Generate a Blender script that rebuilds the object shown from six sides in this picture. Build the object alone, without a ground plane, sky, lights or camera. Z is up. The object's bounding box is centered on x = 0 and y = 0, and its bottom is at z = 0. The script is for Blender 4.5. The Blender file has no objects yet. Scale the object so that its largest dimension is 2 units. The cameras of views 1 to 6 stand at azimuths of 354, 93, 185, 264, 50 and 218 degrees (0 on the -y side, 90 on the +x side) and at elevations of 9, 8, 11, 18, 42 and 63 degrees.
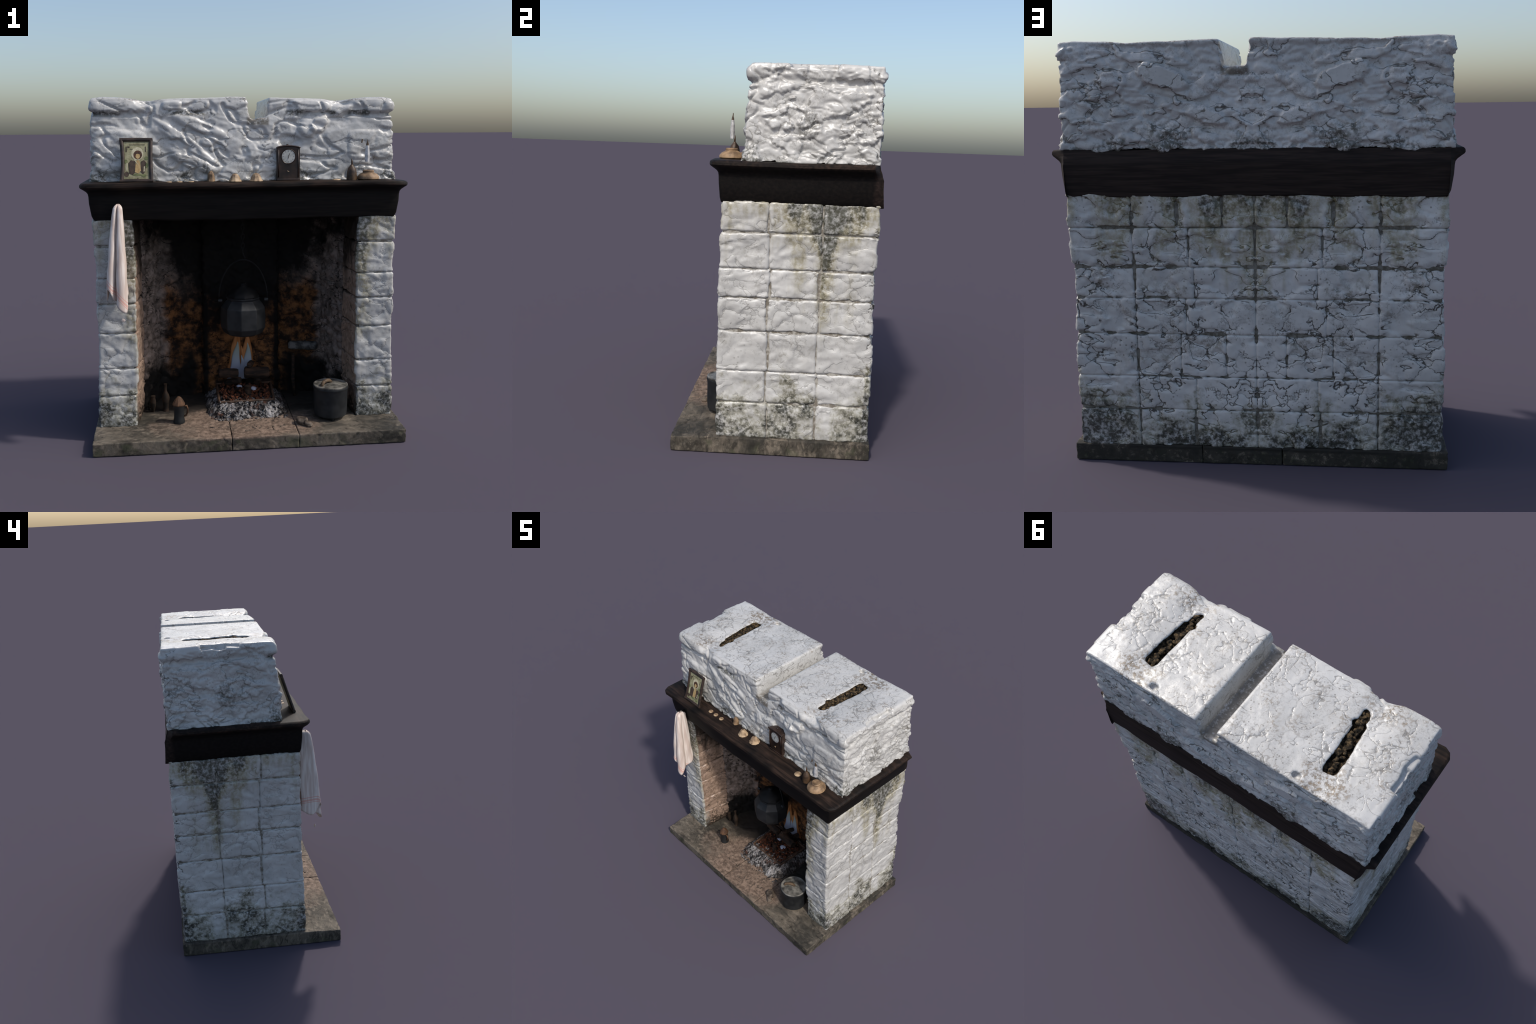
# An old whitewashed stone fireplace with a dark timber mantel, cooking pots and keepsakes.
import bpy, bmesh, math, random
import numpy as np
from mathutils import Vector, Matrix

RNG = random.Random(11)
SCENE = bpy.context.scene
COL = SCENE.collection


# ----------------------------------------------------------------------------- mesh helpers
def make_mesh(name, verts, faces, mats=(), smooth=True, angle=None):
    me = bpy.data.meshes.new(name)
    me.from_pydata([tuple(map(float, v)) for v in verts], [], [tuple(map(int, f)) for f in faces])
    for m in mats:
        me.materials.append(m)
    me.validate()
    me.polygons.foreach_set("use_smooth", [smooth] * len(me.polygons))
    if angle is not None:
        me.set_sharp_from_angle(angle=math.radians(angle))
    me.update()
    return me


def put(name, me, parent=None, loc=(0, 0, 0), rot=(0, 0, 0)):
    ob = bpy.data.objects.new(name, me)
    ob.location, ob.rotation_euler = loc, rot
    COL.objects.link(ob)
    if parent:
        ob.parent = parent
    return ob


def thing(name, label, category, loc=(0, 0, 0)):
    ob = bpy.data.objects.new(name, None)
    ob.empty_display_size = 0.05
    ob.location = loc
    COL.objects.link(ob)
    ob["label"], ob["category"] = label, category
    return ob


def co_of(me):
    a = np.empty(len(me.vertices) * 3)
    me.vertices.foreach_get("co", a)
    return a.reshape(-1, 3)


def no_of(me):
    a = np.empty(len(me.vertices) * 3)
    me.vertex_normals.foreach_get("vector", a)
    return a.reshape(-1, 3)


def set_co(me, co):
    me.vertices.foreach_set("co", np.ascontiguousarray(co, dtype=np.float64).ravel())
    me.update()


def bake(ob):
    """apply the modifiers of an object"""
    dg = bpy.context.evaluated_depsgraph_get()
    new = bpy.data.meshes.new_from_object(ob.evaluated_get(dg))
    old = ob.data
    ob.modifiers.clear()
    ob.data = new
    new.name = old.name
    bpy.data.meshes.remove(old)


def sstep(x, a, b):
    t = np.clip((x - a) / (b - a), 0, 1)
    return t * t * (3 - 2 * t)


def box_shell(dims, step, radius):
    """rounded box surface on [-d,d]: quads, welded.  Returns verts, faces."""
    d = np.array(dims, float)
    n = [max(2, int(round(2 * v / step))) for v in d]
    key, verts, faces = {}, [], []

    def line(k):
        # denser rows close to the edges, so that the rounding is well drawn
        m = n[k]
        lin = np.linspace(-d[k], d[k], m + 1)
        r = radius
        extra = [-d[k] + r * .3, -d[k] + r * .7, d[k] - r * .7, d[k] - r * .3]
        lin = np.array(sorted(set(np.round(np.concatenate([lin, extra]), 6))))
        return lin
    L = [line(k) for k in range(3)]

    def vid(p):
        q = (round(p[0], 5), round(p[1], 5), round(p[2], 5))
        if q not in key:
            key[q] = len(verts)
            verts.append(p)
        return key[q]
    for ax in range(3):
        u, v = (ax + 1) % 3, (ax + 2) % 3
        for s in (-1, 1):
            ids = []
            for a in L[u]:
                row = []
                for b in L[v]:
                    p = [0, 0, 0]
                    p[ax], p[u], p[v] = s * d[ax], a, b
                    row.append(vid(tuple(p)))
                ids.append(row)
            for i in range(len(ids) - 1):
                for j in range(len(ids[0]) - 1):
                    q = (ids[i][j], ids[i + 1][j], ids[i + 1][j + 1], ids[i][j + 1])
                    faces.append(q if s > 0 else q[::-1])
    V = np.array(verts)
    r = min(radius, d.min() * .95)
    core = np.clip(V, -(d - r), d - r)
    off = V - core
    ln = np.linalg.norm(off, axis=1, keepdims=True)
    ln[ln == 0] = 1
    V = core + off / ln * r
    return V, faces


def hexa(plan, z0, z1, step=.008, radius=.012):
    """rounded block over a plan of four corners (counter-clockwise), z0..z1"""
    p = np.array(plan, float)
    du = (np.linalg.norm(p[1] - p[0]) + np.linalg.norm(p[2] - p[3])) / 4
    dv = (np.linalg.norm(p[3] - p[0]) + np.linalg.norm(p[2] - p[1])) / 4
    dz = (z1 - z0) / 2
    V, F = box_shell((du, dv, dz), step, radius)
    a, b = (V[:, 0] / du + 1) / 2, (V[:, 1] / dv + 1) / 2
    xy = (np.outer((1 - a) * (1 - b), p[0]) + np.outer(a * (1 - b), p[1]) + np.outer(a * b, p[2]) + np.outer((1 - a) * b, p[3]))
    return np.column_stack([xy, V[:, 2] + (z0 + z1) / 2]), F


def lathe(profile, n=32, sx=1.0, sy=1.0):
    """solid of revolution round z; profile is a list of (radius, z) from bottom to top"""
    verts, faces = [], []
    rings = []
    for r, z in profile:
        if r <= 1e-5:
            rings.append([len(verts)])
            verts.append((0, 0, z))
        else:
            rings.append(list(range(len(verts), len(verts) + n)))
            for k in range(n):
                t = 2 * math.pi * (k + .5) / n
                verts.append((r * sx * math.cos(t), r * sy * math.sin(t), z))
    for A, B in zip(rings, rings[1:]):
        for k in range(n):
            k2 = (k + 1) % n
            if len(A) == 1 and len(B) == 1:
                continue
            if len(A) == 1:
                faces.append((A[0], B[k2], B[k]))
            elif len(B) == 1:
                faces.append((A[k], A[k2], B[0]))
            else:
                faces.append((A[k], A[k2], B[k2], B[k]))
    for R, rev in ((rings[0], True), (rings[-1], False)):
        if len(R) > 1:
            faces.append(tuple(R[::-1] if rev else R))
    return np.array(verts), faces


def tube(points, radius, n=10, closed=False):
    """round bar through points; radius a number or a list"""
    P = [Vector(p) for p in points]
    m = len(P)
    rad = radius if hasattr(radius, "__len__") else [radius] * m
    verts, faces = [], []
    up = Vector((.13, .31, .94)).normalized()
    for i, p in enumerate(P):
        a = P[(i - 1) % m] if closed else P[max(0, i - 1)]
        b = P[(i + 1) % m] if closed else P[min(m - 1, i + 1)]
        t = (b - a).normalized()
        u = t.cross(up)
        if u.length < 1e-3:
            u = t.cross(Vector((1, 0, 0)))
        u.normalize()
        w = u.cross(t)
        for k in range(n):
            q = 2 * math.pi * k / n
            verts.append(p + (u * math.cos(q) + w * math.sin(q)) * rad[i])
    for i in range(m if closed else m - 1):
        j = (i + 1) % m
        for k in range(n):
            k2 = (k + 1) % n
            faces.append((i * n + k, j * n + k, j * n + k2, i * n + k2))
    if not closed:
        faces.append(tuple(range(n)))
        faces.append(tuple(range((m - 1) * n, m * n))[::-1])
    return np.array([tuple(v) for v in verts]), faces


def join(*parts):
    V, F, o = [], [], 0
    for v, f in parts:
        V.append(np.asarray(v, float))
        F += [tuple(i + o for i in q) for q in f]
        o += len(v)
    return np.vstack(V), F


def moved(part, loc=(0, 0, 0), rot=(0, 0, 0), scale=(1, 1, 1)):
    from mathutils import Euler
    M = np.array(Euler(rot).to_matrix())
    return (np.asarray(part[0]) * np.array(scale)) @ M.T + np.array(loc), part[1]


def prism(outline, y0, y1, bevel=0):
    """flat plate: outline in x,z ; thickness y0 (front) .. y1 (back)"""
    n = len(outline)
    V = [(x, y0, z) for x, z in outline] + [(x, y1, z) for x, z in outline]
    F = [tuple(range(n)), tuple(range(n, 2 * n))[::-1]]
    F += [(i, i + n, (i + 1) % n + n, (i + 1) % n) for i in range(n)]
    return np.array(V, float), F


# ----------------------------------------------------------------------------- node helpers
class Nodes:
    """the same small vocabulary for shader trees and geometry trees"""

    def __init__(self, tree):
        self.t = tree

    def new(self, kind, **props):
        n = self.t.nodes.new(kind)
        for k, v in props.items():
            setattr(n, k, v)
        return n

    def feed(self, sock, v):
        if isinstance(v, bpy.types.NodeSocket):
            self.t.links.new(v, sock)
        elif v is not None:
            sock.default_value = v

    def m(self, op, a, b=None, c=None, clamp=False):
        n = self.new("ShaderNodeMath", operation=op, use_clamp=clamp)
        for s, v in zip(n.inputs, (a, b, c)):
            self.feed(s, v)
        return n.outputs[0]

    def vm(self, op, a, b=None, scale=None):
        n = self.new("ShaderNodeVectorMath", operation=op)
        self.feed(n.inputs[0], a)
        if b is not None:
            self.feed(n.inputs[1], b)
        if scale is not None:
            self.feed(n.inputs["Scale"], scale)
        return n.outputs["Value" if op in ("LENGTH", "DISTANCE", "DOT_PRODUCT") else "Vector"]

    def sep(self, v):
        n = self.new("ShaderNodeSeparateXYZ")
        self.feed(n.inputs[0], v)
        return n.outputs[0], n.outputs[1], n.outputs[2]

    def comb(self, x, y, z):
        n = self.new("ShaderNodeCombineXYZ")
        for s, v in zip(n.inputs, (x, y, z)):
            self.feed(s, v)
        return n.outputs[0]

    def noise(self, vec, scale, detail=3.0, rough=.55, dist=0.0, color=False):
        n = self.new("ShaderNodeTexNoise", noise_dimensions="3D")
        self.feed(n.inputs["Vector"], vec)
        n.inputs["Scale"].default_value = scale
        n.inputs["Detail"].default_value = detail
        n.inputs["Roughness"].default_value = rough
        n.inputs["Distortion"].default_value = dist
        return n.outputs[1 if color else 0]

    def voro(self, vec, scale, feature="DISTANCE_TO_EDGE", rand=1.0, out="Distance"):
        n = self.new("ShaderNodeTexVoronoi", voronoi_dimensions="3D", feature=feature)
        self.feed(n.inputs["Vector"], vec)
        n.inputs["Scale"].default_value = scale
        n.inputs["Randomness"].default_value = rand
        return n.outputs[out]

    def ramp(self, v, a, b, lo=0.0, hi=1.0):
        """smooth step from a to b"""
        n = self.new("ShaderNodeMapRange", interpolation_type="SMOOTHSTEP")
        self.feed(n.inputs[0], v)
        for k, x in zip((1, 2, 3, 4), (a, b, lo, hi)):
            self.feed(n.inputs[k], x)
        return n.outputs[0]

    def mix(self, f, a, b):
        n = self.new("ShaderNodeMix", data_type="RGBA")
        self.feed(n.inputs[0], f)
        self.feed(n.inputs[6], a if isinstance(a, bpy.types.NodeSocket) else (*a, 1))
        self.feed(n.inputs[7], b if isinstance(b, bpy.types.NodeSocket) else (*b, 1))
        return n.outputs[2]

    def mul(self, *v):
        r = v[0]
        for w in v[1:]:
            r = self.m("MULTIPLY", r, w)
        return r

    def maxi(self, *v):
        r = v[0]
        for w in v[1:]:
            r = self.m("MAXIMUM", r, w)
        return r

    def inv(self, v):
        return self.m("SUBTRACT", 1.0, v)


def material(name, build, rough=.6, spec=.4, metal=0.0):
    """build(N, pos) returns a dict: color, rough, bump (height socket), strength, distance"""
    mat = bpy.data.materials.new(name)
    mat.use_nodes = True
    t = mat.node_tree
    bsdf = t.nodes["Principled BSDF"]
    bsdf.inputs["Roughness"].default_value = rough
    bsdf.inputs["Specular IOR Level"].default_value = spec
    bsdf.inputs["Metallic"].default_value = metal
    N = Nodes(t)
    pos = N.new("ShaderNodeTexCoord").outputs["Object"]
    r = build(N, pos)
    c = r["color"]
    N.feed(bsdf.inputs["Base Color"], c if isinstance(c, bpy.types.NodeSocket) else (*c, 1))
    if "rough" in r:
        N.feed(bsdf.inputs["Roughness"], r["rough"])
    if "bump" in r:
        b = N.new("ShaderNodeBump")
        b.inputs["Strength"].default_value = r.get("strength", .4)
        b.inputs["Distance"].default_value = r.get("distance", .004)
        N.feed(b.inputs["Height"], r["bump"])
        N.feed(bsdf.inputs["Normal"], b.outputs[0])
    return mat


# ---- fields used by geometry and colour alike, so that grime lies in the cracks
def mirrored(N, pos):
    x, y, z = N.sep(pos)
    return N.comb(N.m("ABSOLUTE", x), y, z)


def rubble(N, pos, scale=7.5, squash=1.5, warp=.07, mirror=True):
    """stones under old limewash: (crack lines 0..1, stone swell 0..1, flaked layer 0..1)"""
    p = mirrored(N, pos) if mirror else pos
    w = N.vm("SUBTRACT", N.noise(p, 7.0, 4.0, .65, color=True), (.5, .5, .5))
    q = N.vm("ADD", p, N.vm("SCALE", w, scale=warp * 2))
    q = N.vm("MULTIPLY", q, (1, 1, squash))
    e = N.voro(q, scale)
    gate = N.ramp(N.noise(p, 4.3, 2.0), .50, .60)
    width = N.m("ADD", .012, N.m("MULTIPLY", N.noise(p, 16.0, 2.0), .06))
    crack = N.mul(N.inv(N.ramp(e, .006, width)), gate)
    # curling edges of flaked limewash: contour lines of a stretched noise
    n3 = N.noise(N.vm("ADD", N.vm("MULTIPLY", p, (1, 1, 1.9)), (2.3, .7, 1.1)), 7.0, 2.6, .5, .5)
    line = N.inv(N.ramp(N.m("ABSOLUTE", N.m("SUBTRACT", n3, .5)), .003, .015))
    gate3 = N.ramp(N.noise(N.vm("ADD", p, (3.1, 1.7, .4)), 6.0, 2.0), .43, .53)
    flake = N.ramp(n3, .485, .515)
    swell = N.ramp(e, 0.0, .28)
    return N.maxi(crack, N.mul(line, gate3)), swell, flake


def displace_tree(name, build):
    g = bpy.data.node_groups.new(name, "GeometryNodeTree")
    g.interface.new_socket("Geometry", in_out="INPUT", socket_type="NodeSocketGeometry")
    g.interface.new_socket("Geometry", in_out="OUTPUT", socket_type="NodeSocketGeometry")
    N = Nodes(g)
    gi, go = g.nodes.new("NodeGroupInput"), g.nodes.new("NodeGroupOutput")
    pos = g.nodes.new("GeometryNodeInputPosition").outputs[0]
    nor = g.nodes.new("GeometryNodeInputNormal").outputs[0]
    h = build(N, pos)
    sp = g.nodes.new("GeometryNodeSetPosition")
    g.links.new(gi.outputs[0], sp.inputs["Geometry"])
    N.feed(sp.inputs["Offset"], N.vm("SCALE", nor, scale=h))
    g.links.new(sp.outputs[0], go.inputs[0])
    return g


def use_tree(ob, tree):
    md = ob.modifiers.new("relief", "NODES")
    md.node_group = tree
    bake(ob)


# ----------------------------------------------------------------------------- reliefs
def h_blocks(N, p):
    crack, swell, flake = rubble(N, p, 8.5, 1.5)
    mp = mirrored(N, p)
    back = N.ramp(N.sep(p)[1], .47, .49)
    lum = N.m("SUBTRACT", N.noise(mp, 8.0, 2.0, .5), .5)
    lum2 = N.m("SUBTRACT", N.noise(mp, 24.0, 2.0, .5), .5)
    h = N.m("ADD", N.mul(lum, .022), N.mul(lum2, .007))
    h = N.m("ADD", h, N.mul(N.m("SUBTRACT", swell, .6), .004))
    h = N.m("ADD", h, N.mul(N.m("SUBTRACT", flake, .5), N.m("ADD", .003, N.mul(back, .005))))
    return N.m("SUBTRACT", h, N.mul(crack, N.m("ADD", .0022, N.mul(back, .0030))))


def h_chimney(N, p):
    crack, swell, flake = rubble(N, p, 7.5, 1.8)
    x, y, z = N.sep(p)
    front = N.ramp(y, -.07, -.13)
    top = N.ramp(z, 1.962, 1.985)
    mp = mirrored(N, p)
    # sides and back: small stones under limewash
    lum = N.m("SUBTRACT", N.noise(N.vm("MULTIPLY", mp, (1, 1, 1.3)), 8.0, 2.0, .45), .5)
    ride = N.m("ABSOLUTE", N.m("SUBTRACT", N.noise(N.vm("MULTIPLY", mp, (1, 1, 1.8)), 8.0, 1.5, .5, .6), .5))
    rough_h = N.m("ADD", N.mul(lum, .026), N.mul(N.m("SUBTRACT", N.ramp(ride, 0, .08), .6), .006))
    rough_h = N.m("ADD", rough_h, N.mul(N.m("SUBTRACT", swell, .6), .005))
    rough_h = N.m("ADD", rough_h, N.mul(N.m("SUBTRACT", flake, .5), .011))
    rough_h = N.m("SUBTRACT", rough_h, N.mul(crack, .004))
    # front: thick slumped plaster in broad folds that run down to the right on the left half
    lean = N.ramp(N.m("ADD", x, N.mul(z, .3)), .75, .45)

    def folds(sh, tilt, off):
        q = N.comb(N.m("ADD", x, N.mul(z, sh)), y, N.m("ADD", z, N.mul(x, tilt)))
        q = N.vm("ADD", N.vm("MULTIPLY", q, (.8, 1, 1.6)), off)
        a = N.m("SUBTRACT", N.noise(q, 5.0, 2.0, .5, .35), .5)
        b = N.m("ABSOLUTE", N.m("SUBTRACT", N.noise(N.vm("ADD", q, (5, 2, 1)), 4.6, 1.5, .5, .6), .5))
        return N.m("ADD", N.mul(a, .036), N.mul(N.m("SUBTRACT", N.ramp(b, 0, .06), .7), .013))
    fA, fB = folds(-.7, .55, (0, 0, 0)), folds(0, .0, (1.3, 0, .7))
    fh = N.m("ADD", N.mul(fA, lean), N.mul(fB, N.inv(lean)))
    f2 = N.m("SUBTRACT", N.noise(p, 17.0, 2.0, .5), .5)
    f3 = N.m("SUBTRACT", N.noise(p, 38.0, 2.0, .5), .5)
    fh = N.m("ADD", N.m("ADD", fh, N.mul(f2, .010)), N.mul(f3, .003))
    fh = N.m("SUBTRACT", N.m("ADD", fh, N.mul(N.m("SUBTRACT", flake, .5), .003)), N.mul(crack, .003))
    # top: gently uneven
    tl = N.m("SUBTRACT", N.noise(mp, 6.0, 3.0, .5), .5)
    th = N.m("SUBTRACT", N.mul(tl, .014), N.mul(crack, .002))
    side = N.m("ADD", N.mul(rough_h, N.inv(front)), N.mul(fh, front))
    # the walls of the notch were cut clean
    cutx = N.ramp(N.m("ABSOLUTE", N.m("SUBTRACT", x, .077)), .10, .08)
    cut = N.mul(cutx, N.ramp(z, 1.84, 1.87), N.ramp(y, -.14, -.10), N.ramp(y, .485, .45))
    return N.mul(N.m("ADD", N.mul(side, N.inv(top)), N.mul(th, top)), N.inv(N.mul(cut, .9)))


def h_firebox(N, p):
    crack, swell, _ = rubble(N, p, 8.0, 1.5, .09)
    n = N.m("SUBTRACT", N.noise(mirrored(N, p), 14.0, 3.0, .55), .5)
    ridge = N.m("ABSOLUTE", N.m("SUBTRACT", N.noise(mirrored(N, p), 11.0, 2.0, .5, 1.2), .5))
    h = N.m("ADD", N.mul(n, .02), N.mul(swell, .012))
    h = N.m("ADD", h, N.mul(N.ramp(ridge, 0, .08), .010))
    return N.m("SUBTRACT", h, N.mul(crack, .010))


def h_hearth(N, p):
    n = N.m("SUBTRACT", N.noise(p, 7.0, 4.0, .6), .5)
    f = N.m("SUBTRACT", N.noise(p, 35.0, 2.0, .5), .5)
    e = N.voro(N.vm("ADD", p, N.vm("SCALE", N.noise(p, 6.0, 2.0, color=True), scale=.12)), 5.0)
    w = N.m("SUBTRACT", N.noise(p, 15.0, 3.0, .6, .6), .5)
    h = N.m("ADD", N.m("ADD", N.mul(n, .011), N.mul(f, .005)), N.mul(w, .008))
    return N.m("SUBTRACT", h, N.mul(N.inv(N.ramp(e, .0, .03)), .004))


# ----------------------------------------------------------------------------- materials
WHITE = (.70, .69, .675)


def wash_base(N, p):
    a = N.noise(p, 3.0, 4.0, .6)
    b = N.noise(p, 40.0, 3.0, .6)
    c = N.mix(N.ramp(a, .35, .65), (.44, .432, .41), (.535, .525, .50))
    return N.mix(N.mul(N.ramp(b, .55, .72), .35), c, (.34, .325, .295))


def m_blocks(N, p):
    crack, swell, c2 = rubble(N, p, 8.5, 1.5)
    mp = mirrored(N, p)
    x, y, z = N.sep(mp)
    sx = N.sep(p)[0]
    big = N.noise(mp, 5.5, 4.0, .65)
    fine = N.noise(mp, 48.0, 4.0, .7)
    speck = N.noise(mp, 95.0, 2.0, .6)
    col = wash_base(N, p)
    back = N.ramp(y, .47, .485)
    front = N.ramp(y, -.255, -.275)
    # grey-brown weather stains, fine grained
    weather = N.mul(N.ramp(big, .50, .68), N.ramp(fine, .42, .60))
    col = N.mix(N.mul(weather, N.m("ADD", .38, N.mul(back, .40))), col, (.13, .11, .075))
    hair = N.inv(N.ramp(N.m("ABSOLUTE", N.m("SUBTRACT", N.noise(mp, 19.0, 4.0, .6, .4), .5)), .002, .016))
    hair = N.mul(hair, N.ramp(N.noise(mp, 7.0, 3.0, .6), .46, .60))
    pit = N.mul(N.inv(N.ramp(N.voro(mp, 44.0, "F1"), .15, .25)), N.ramp(N.noise(mp, 9.0, 2.0), .52, .60))
    col = N.mix(N.mul(N.maxi(hair, pit), N.m("ADD", .32, N.mul(back, .25))), col, (.075, .065, .045))
    # dirt in the cracks
    col = N.mix(N.mul(crack, N.m("ADD", .30, N.mul(back, .65))), col, (.035, .03, .022))
    # damp running down from under the mantel
    streak = N.noise(N.vm("MULTIPLY", mp, (1, 1, .28)), 9.0, 3.0, .6)
    run = N.m("SUBTRACT", N.m("ADD", N.m("MULTIPLY", N.m("SUBTRACT", z, 1.05), 2.2), N.m("MULTIPLY", N.m("SUBTRACT", streak, .5), 3.2)), .02)
    spot = N.m("SUBTRACT", 1.0, N.m("MULTIPLY", N.m("ABSOLUTE", N.m("SUBTRACT", y, .24)), 5.5))
    run = N.m("ADD", run, N.m("MULTIPLY", N.m("MAXIMUM", spot, -.3), N.m("SUBTRACT", .95, N.mul(back, .6))))
    # on the fronts it gathers at the inner corner
    inner = N.mul(front, N.ramp(x, .80, .66), 1.5)
    run = N.m("ADD", run, N.m("SUBTRACT", inner, N.mul(front, .15)))
    damp = N.mul(N.ramp(run, -.35, .75), N.ramp(fine, .30, .60, .30, 1.0))
    col = N.mix(N.mul(damp, .93), col, N.mix(N.ramp(N.m("ADD", run, N.m("SUBTRACT", fine, .5)), .35, .95), (.22, .185, .080), (.028, .027, .009)))
    # moss and black grime close to the ground
    low = N.m("ADD", N.m("MULTIPLY", N.m("SUBTRACT", .335, z), 3.6), N.m("MULTIPLY", N.m("SUBTRACT", big, .50), 4.0))
    corner = N.mul(back, N.ramp(x, .66, .84))
    low = N.m("ADD", low, N.mul(corner, N.ramp(z, .60, .2), 1.1))
    grime = N.mul(N.ramp(low, -.15, .85), N.ramp(fine, .34, .58, .25, 1.0))
    col = N.mix(N.mul(grime, .93), col, N.mix(N.ramp(N.m("ADD", low, N.m("MULTIPLY", N.m("SUBTRACT", fine, .5), 1.5)), .3, 1.0), (.17, .155, .075), (.016, .017, .008)))
    # inner reveals: scorched plaster, sooty above
    rev = N.mul(N.ramp(y, -.276, -.268), N.ramp(x, .668, .652), N.ramp(y, .28, .22))
    sand = N.mix(N.ramp(fine, .35, .62), (.22, .15, .108), (.37, .26, .195))
    sand = N.mix(N.mul(crack, .8), sand, (.05, .04, .03))
    soot = N.ramp(N.m("ADD", z, N.m("MULTIPLY", N.m("SUBTRACT", streak, .5), 1.1)), .72, 1.12)
    soot = N.maxi(soot, N.ramp(N.m("ADD", z, N.m("MULTIPLY", N.m("SUBTRACT", fine, .5), .3)), .22, .10))
    sand = N.mix(N.mul(soot, .93), sand, (.014, .011, .008))
    col = N.mix(rev, col, sand)
    return dict(color=col, rough=N.ramp(fine, .3, .7, .28, .44), bump=N.m("ADD", fine, N.m("MULTIPLY", crack, -1.0)), strength=.35, distance=.003)


def m_chimney(N, p):
    crack, swell, c2 = rubble(N, p, 7.5, 1.8)
    mp = mirrored(N, p)
    x, y, z = N.sep(mp)
    big = N.noise(mp, 6.0, 4.0, .65)
    fine = N.noise(mp, 52.0, 4.0, .7)
    col = wash_base(N, p)
    top = N.ramp(z, 1.966, 1.984)
    back = N.ramp(y, .45, .475)
    front = N.ramp(y, -.09, -.12)
    # fine crazing on the top
    craze = N.voro(N.vm("ADD", mp, N.vm("SCALE", N.noise(mp, 14.0, 3.0, color=True), scale=.10)), 17.0)
    craze = N.mul(N.inv(N.ramp(craze, .01, .07)), N.ramp(N.noise(mp, 9.0, 2.0), .46, .60))
    flecks = N.mul(N.ramp(big, .48, .66), N.ramp(fine, .46, .60))
    dx = N.m("ABSOLUTE", N.m("SUBTRACT", x, .56))
    near = N.m("SUBTRACT", 1.0, N.m("MULTIPLY", dx, 5.0))
    ends = N.maxi(N.ramp(y, .30, .40), N.ramp(y, .02, -.10))
    spot = N.mul(N.ramp(N.m("ADD", N.mul(near, N.m("ADD", .40, N.mul(ends, .9))), N.m("MULTIPLY", N.m("SUBTRACT", big, .5), 2.4)), .15, .85), N.ramp(fine, .42, .62))
    dirt = N.mul(top, N.maxi(N.mul(craze, .42), N.mul(flecks, .6), N.mul(spot, .95)))
    col = N.mix(dirt, col, N.mix(N.ramp(fine, .45, .65), (.06, .045, .03), (.19, .14, .085)))
    hair = N.inv(N.ramp(N.m("ABSOLUTE", N.m("SUBTRACT", N.noise(mp, 30.0, 4.0, .6, .4), .5)), .002, .022))
    hair = N.mul(hair, N.ramp(N.noise(mp, 8.0, 3.0, .6), .44, .58))
    pit = N.mul(N.inv(N.ramp(N.voro(mp, 46.0, "F1"), .16, .26)), N.ramp(N.noise(mp, 10.0, 2.0), .50, .58))
    marks = N.maxi(N.mul(hair, .38), N.mul(pit, N.m("ADD", .35, N.mul(top, .2))))
    col = N.mix(marks, col, (.085, .072, .052))
    lines = N.mul(crack, N.m("ADD", .50, N.mul(back, .35)))
    col = N.mix(lines, col, (.075, .065, .05))
    haze = N.mul(flecks, N.m("ADD", .22, N.mul(back, .25)), N.inv(top))
    col = N.mix(haze, col, (.17, .15, .11))
    # grime along the shelf and under the cap
    foot = N.m("ADD", N.m("MULTIPLY", N.m("SUBTRACT", 1.600, z), 9.0), N.m("MULTIPLY", N.m("SUBTRACT", big, .5), 4.5))
    col = N.mix(N.mul(N.ramp(foot, .2, .9), N.ramp(fine, .38, .56), .85), col, (.045, .045, .03))
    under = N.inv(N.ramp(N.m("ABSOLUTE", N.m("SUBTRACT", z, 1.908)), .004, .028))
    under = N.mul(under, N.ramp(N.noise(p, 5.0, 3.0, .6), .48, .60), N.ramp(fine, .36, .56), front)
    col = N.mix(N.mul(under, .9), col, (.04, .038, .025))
    # dark worn spot in the middle of each end
    d = N.vm("DISTANCE", N.vm("MULTIPLY", mp, (0, 1, 1)), (0, .14, 1.73))
    worn = N.mul(N.ramp(N.m("ADD", d, N.m("MULTIPLY", N.m("SUBTRACT", big, .5), .28)), .11, .03), N.ramp(fine, .36, .6), N.ramp(x, .8, .84))
    col = N.mix(N.mul(worn, .75), col, (.06, .055, .04))
    # the notch is unpainted plaster
    nx = N.m("ABSOLUTE", N.m("SUBTRACT", N.sep(p)[0], .077))
    floor = N.mul(N.ramp(nx, .072, .055), N.ramp(z, 1.90, 1.87), N.ramp(z, 1.83, 1.845))
    col = N.mix(N.mul(floor, N.ramp(fine, .3, .5), .85), col, (.11, .09, .06))
    return dict(color=col, rough=N.ramp(fine, .3, .7, .25, .42), bump=N.m("ADD", fine, N.m("MULTIPLY", crack, -.8)), strength=.3, distance=.003)


def m_slot(N, p):
    n = N.noise(p, 45.0, 4.0, .7)
    c = N.mix(N.ramp(n, .42, .66), (.010, .008, .005), (.12, .080, .040))
    return dict(color=c, bump=n, strength=.8, distance=.008)


def m_mortar(N, p):
    n = N.noise(p, 40.0, 3.0, .6)
    back = N.ramp(N.sep(p)[1], .46, .48)
    c = N.mix(N.ramp(n, .4, .6), (.17, .15, .12), (.36, .34, .30))
    return dict(color=N.mix(N.mul(back, .55), c, (.07, .062, .045)), bump=n)


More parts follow.
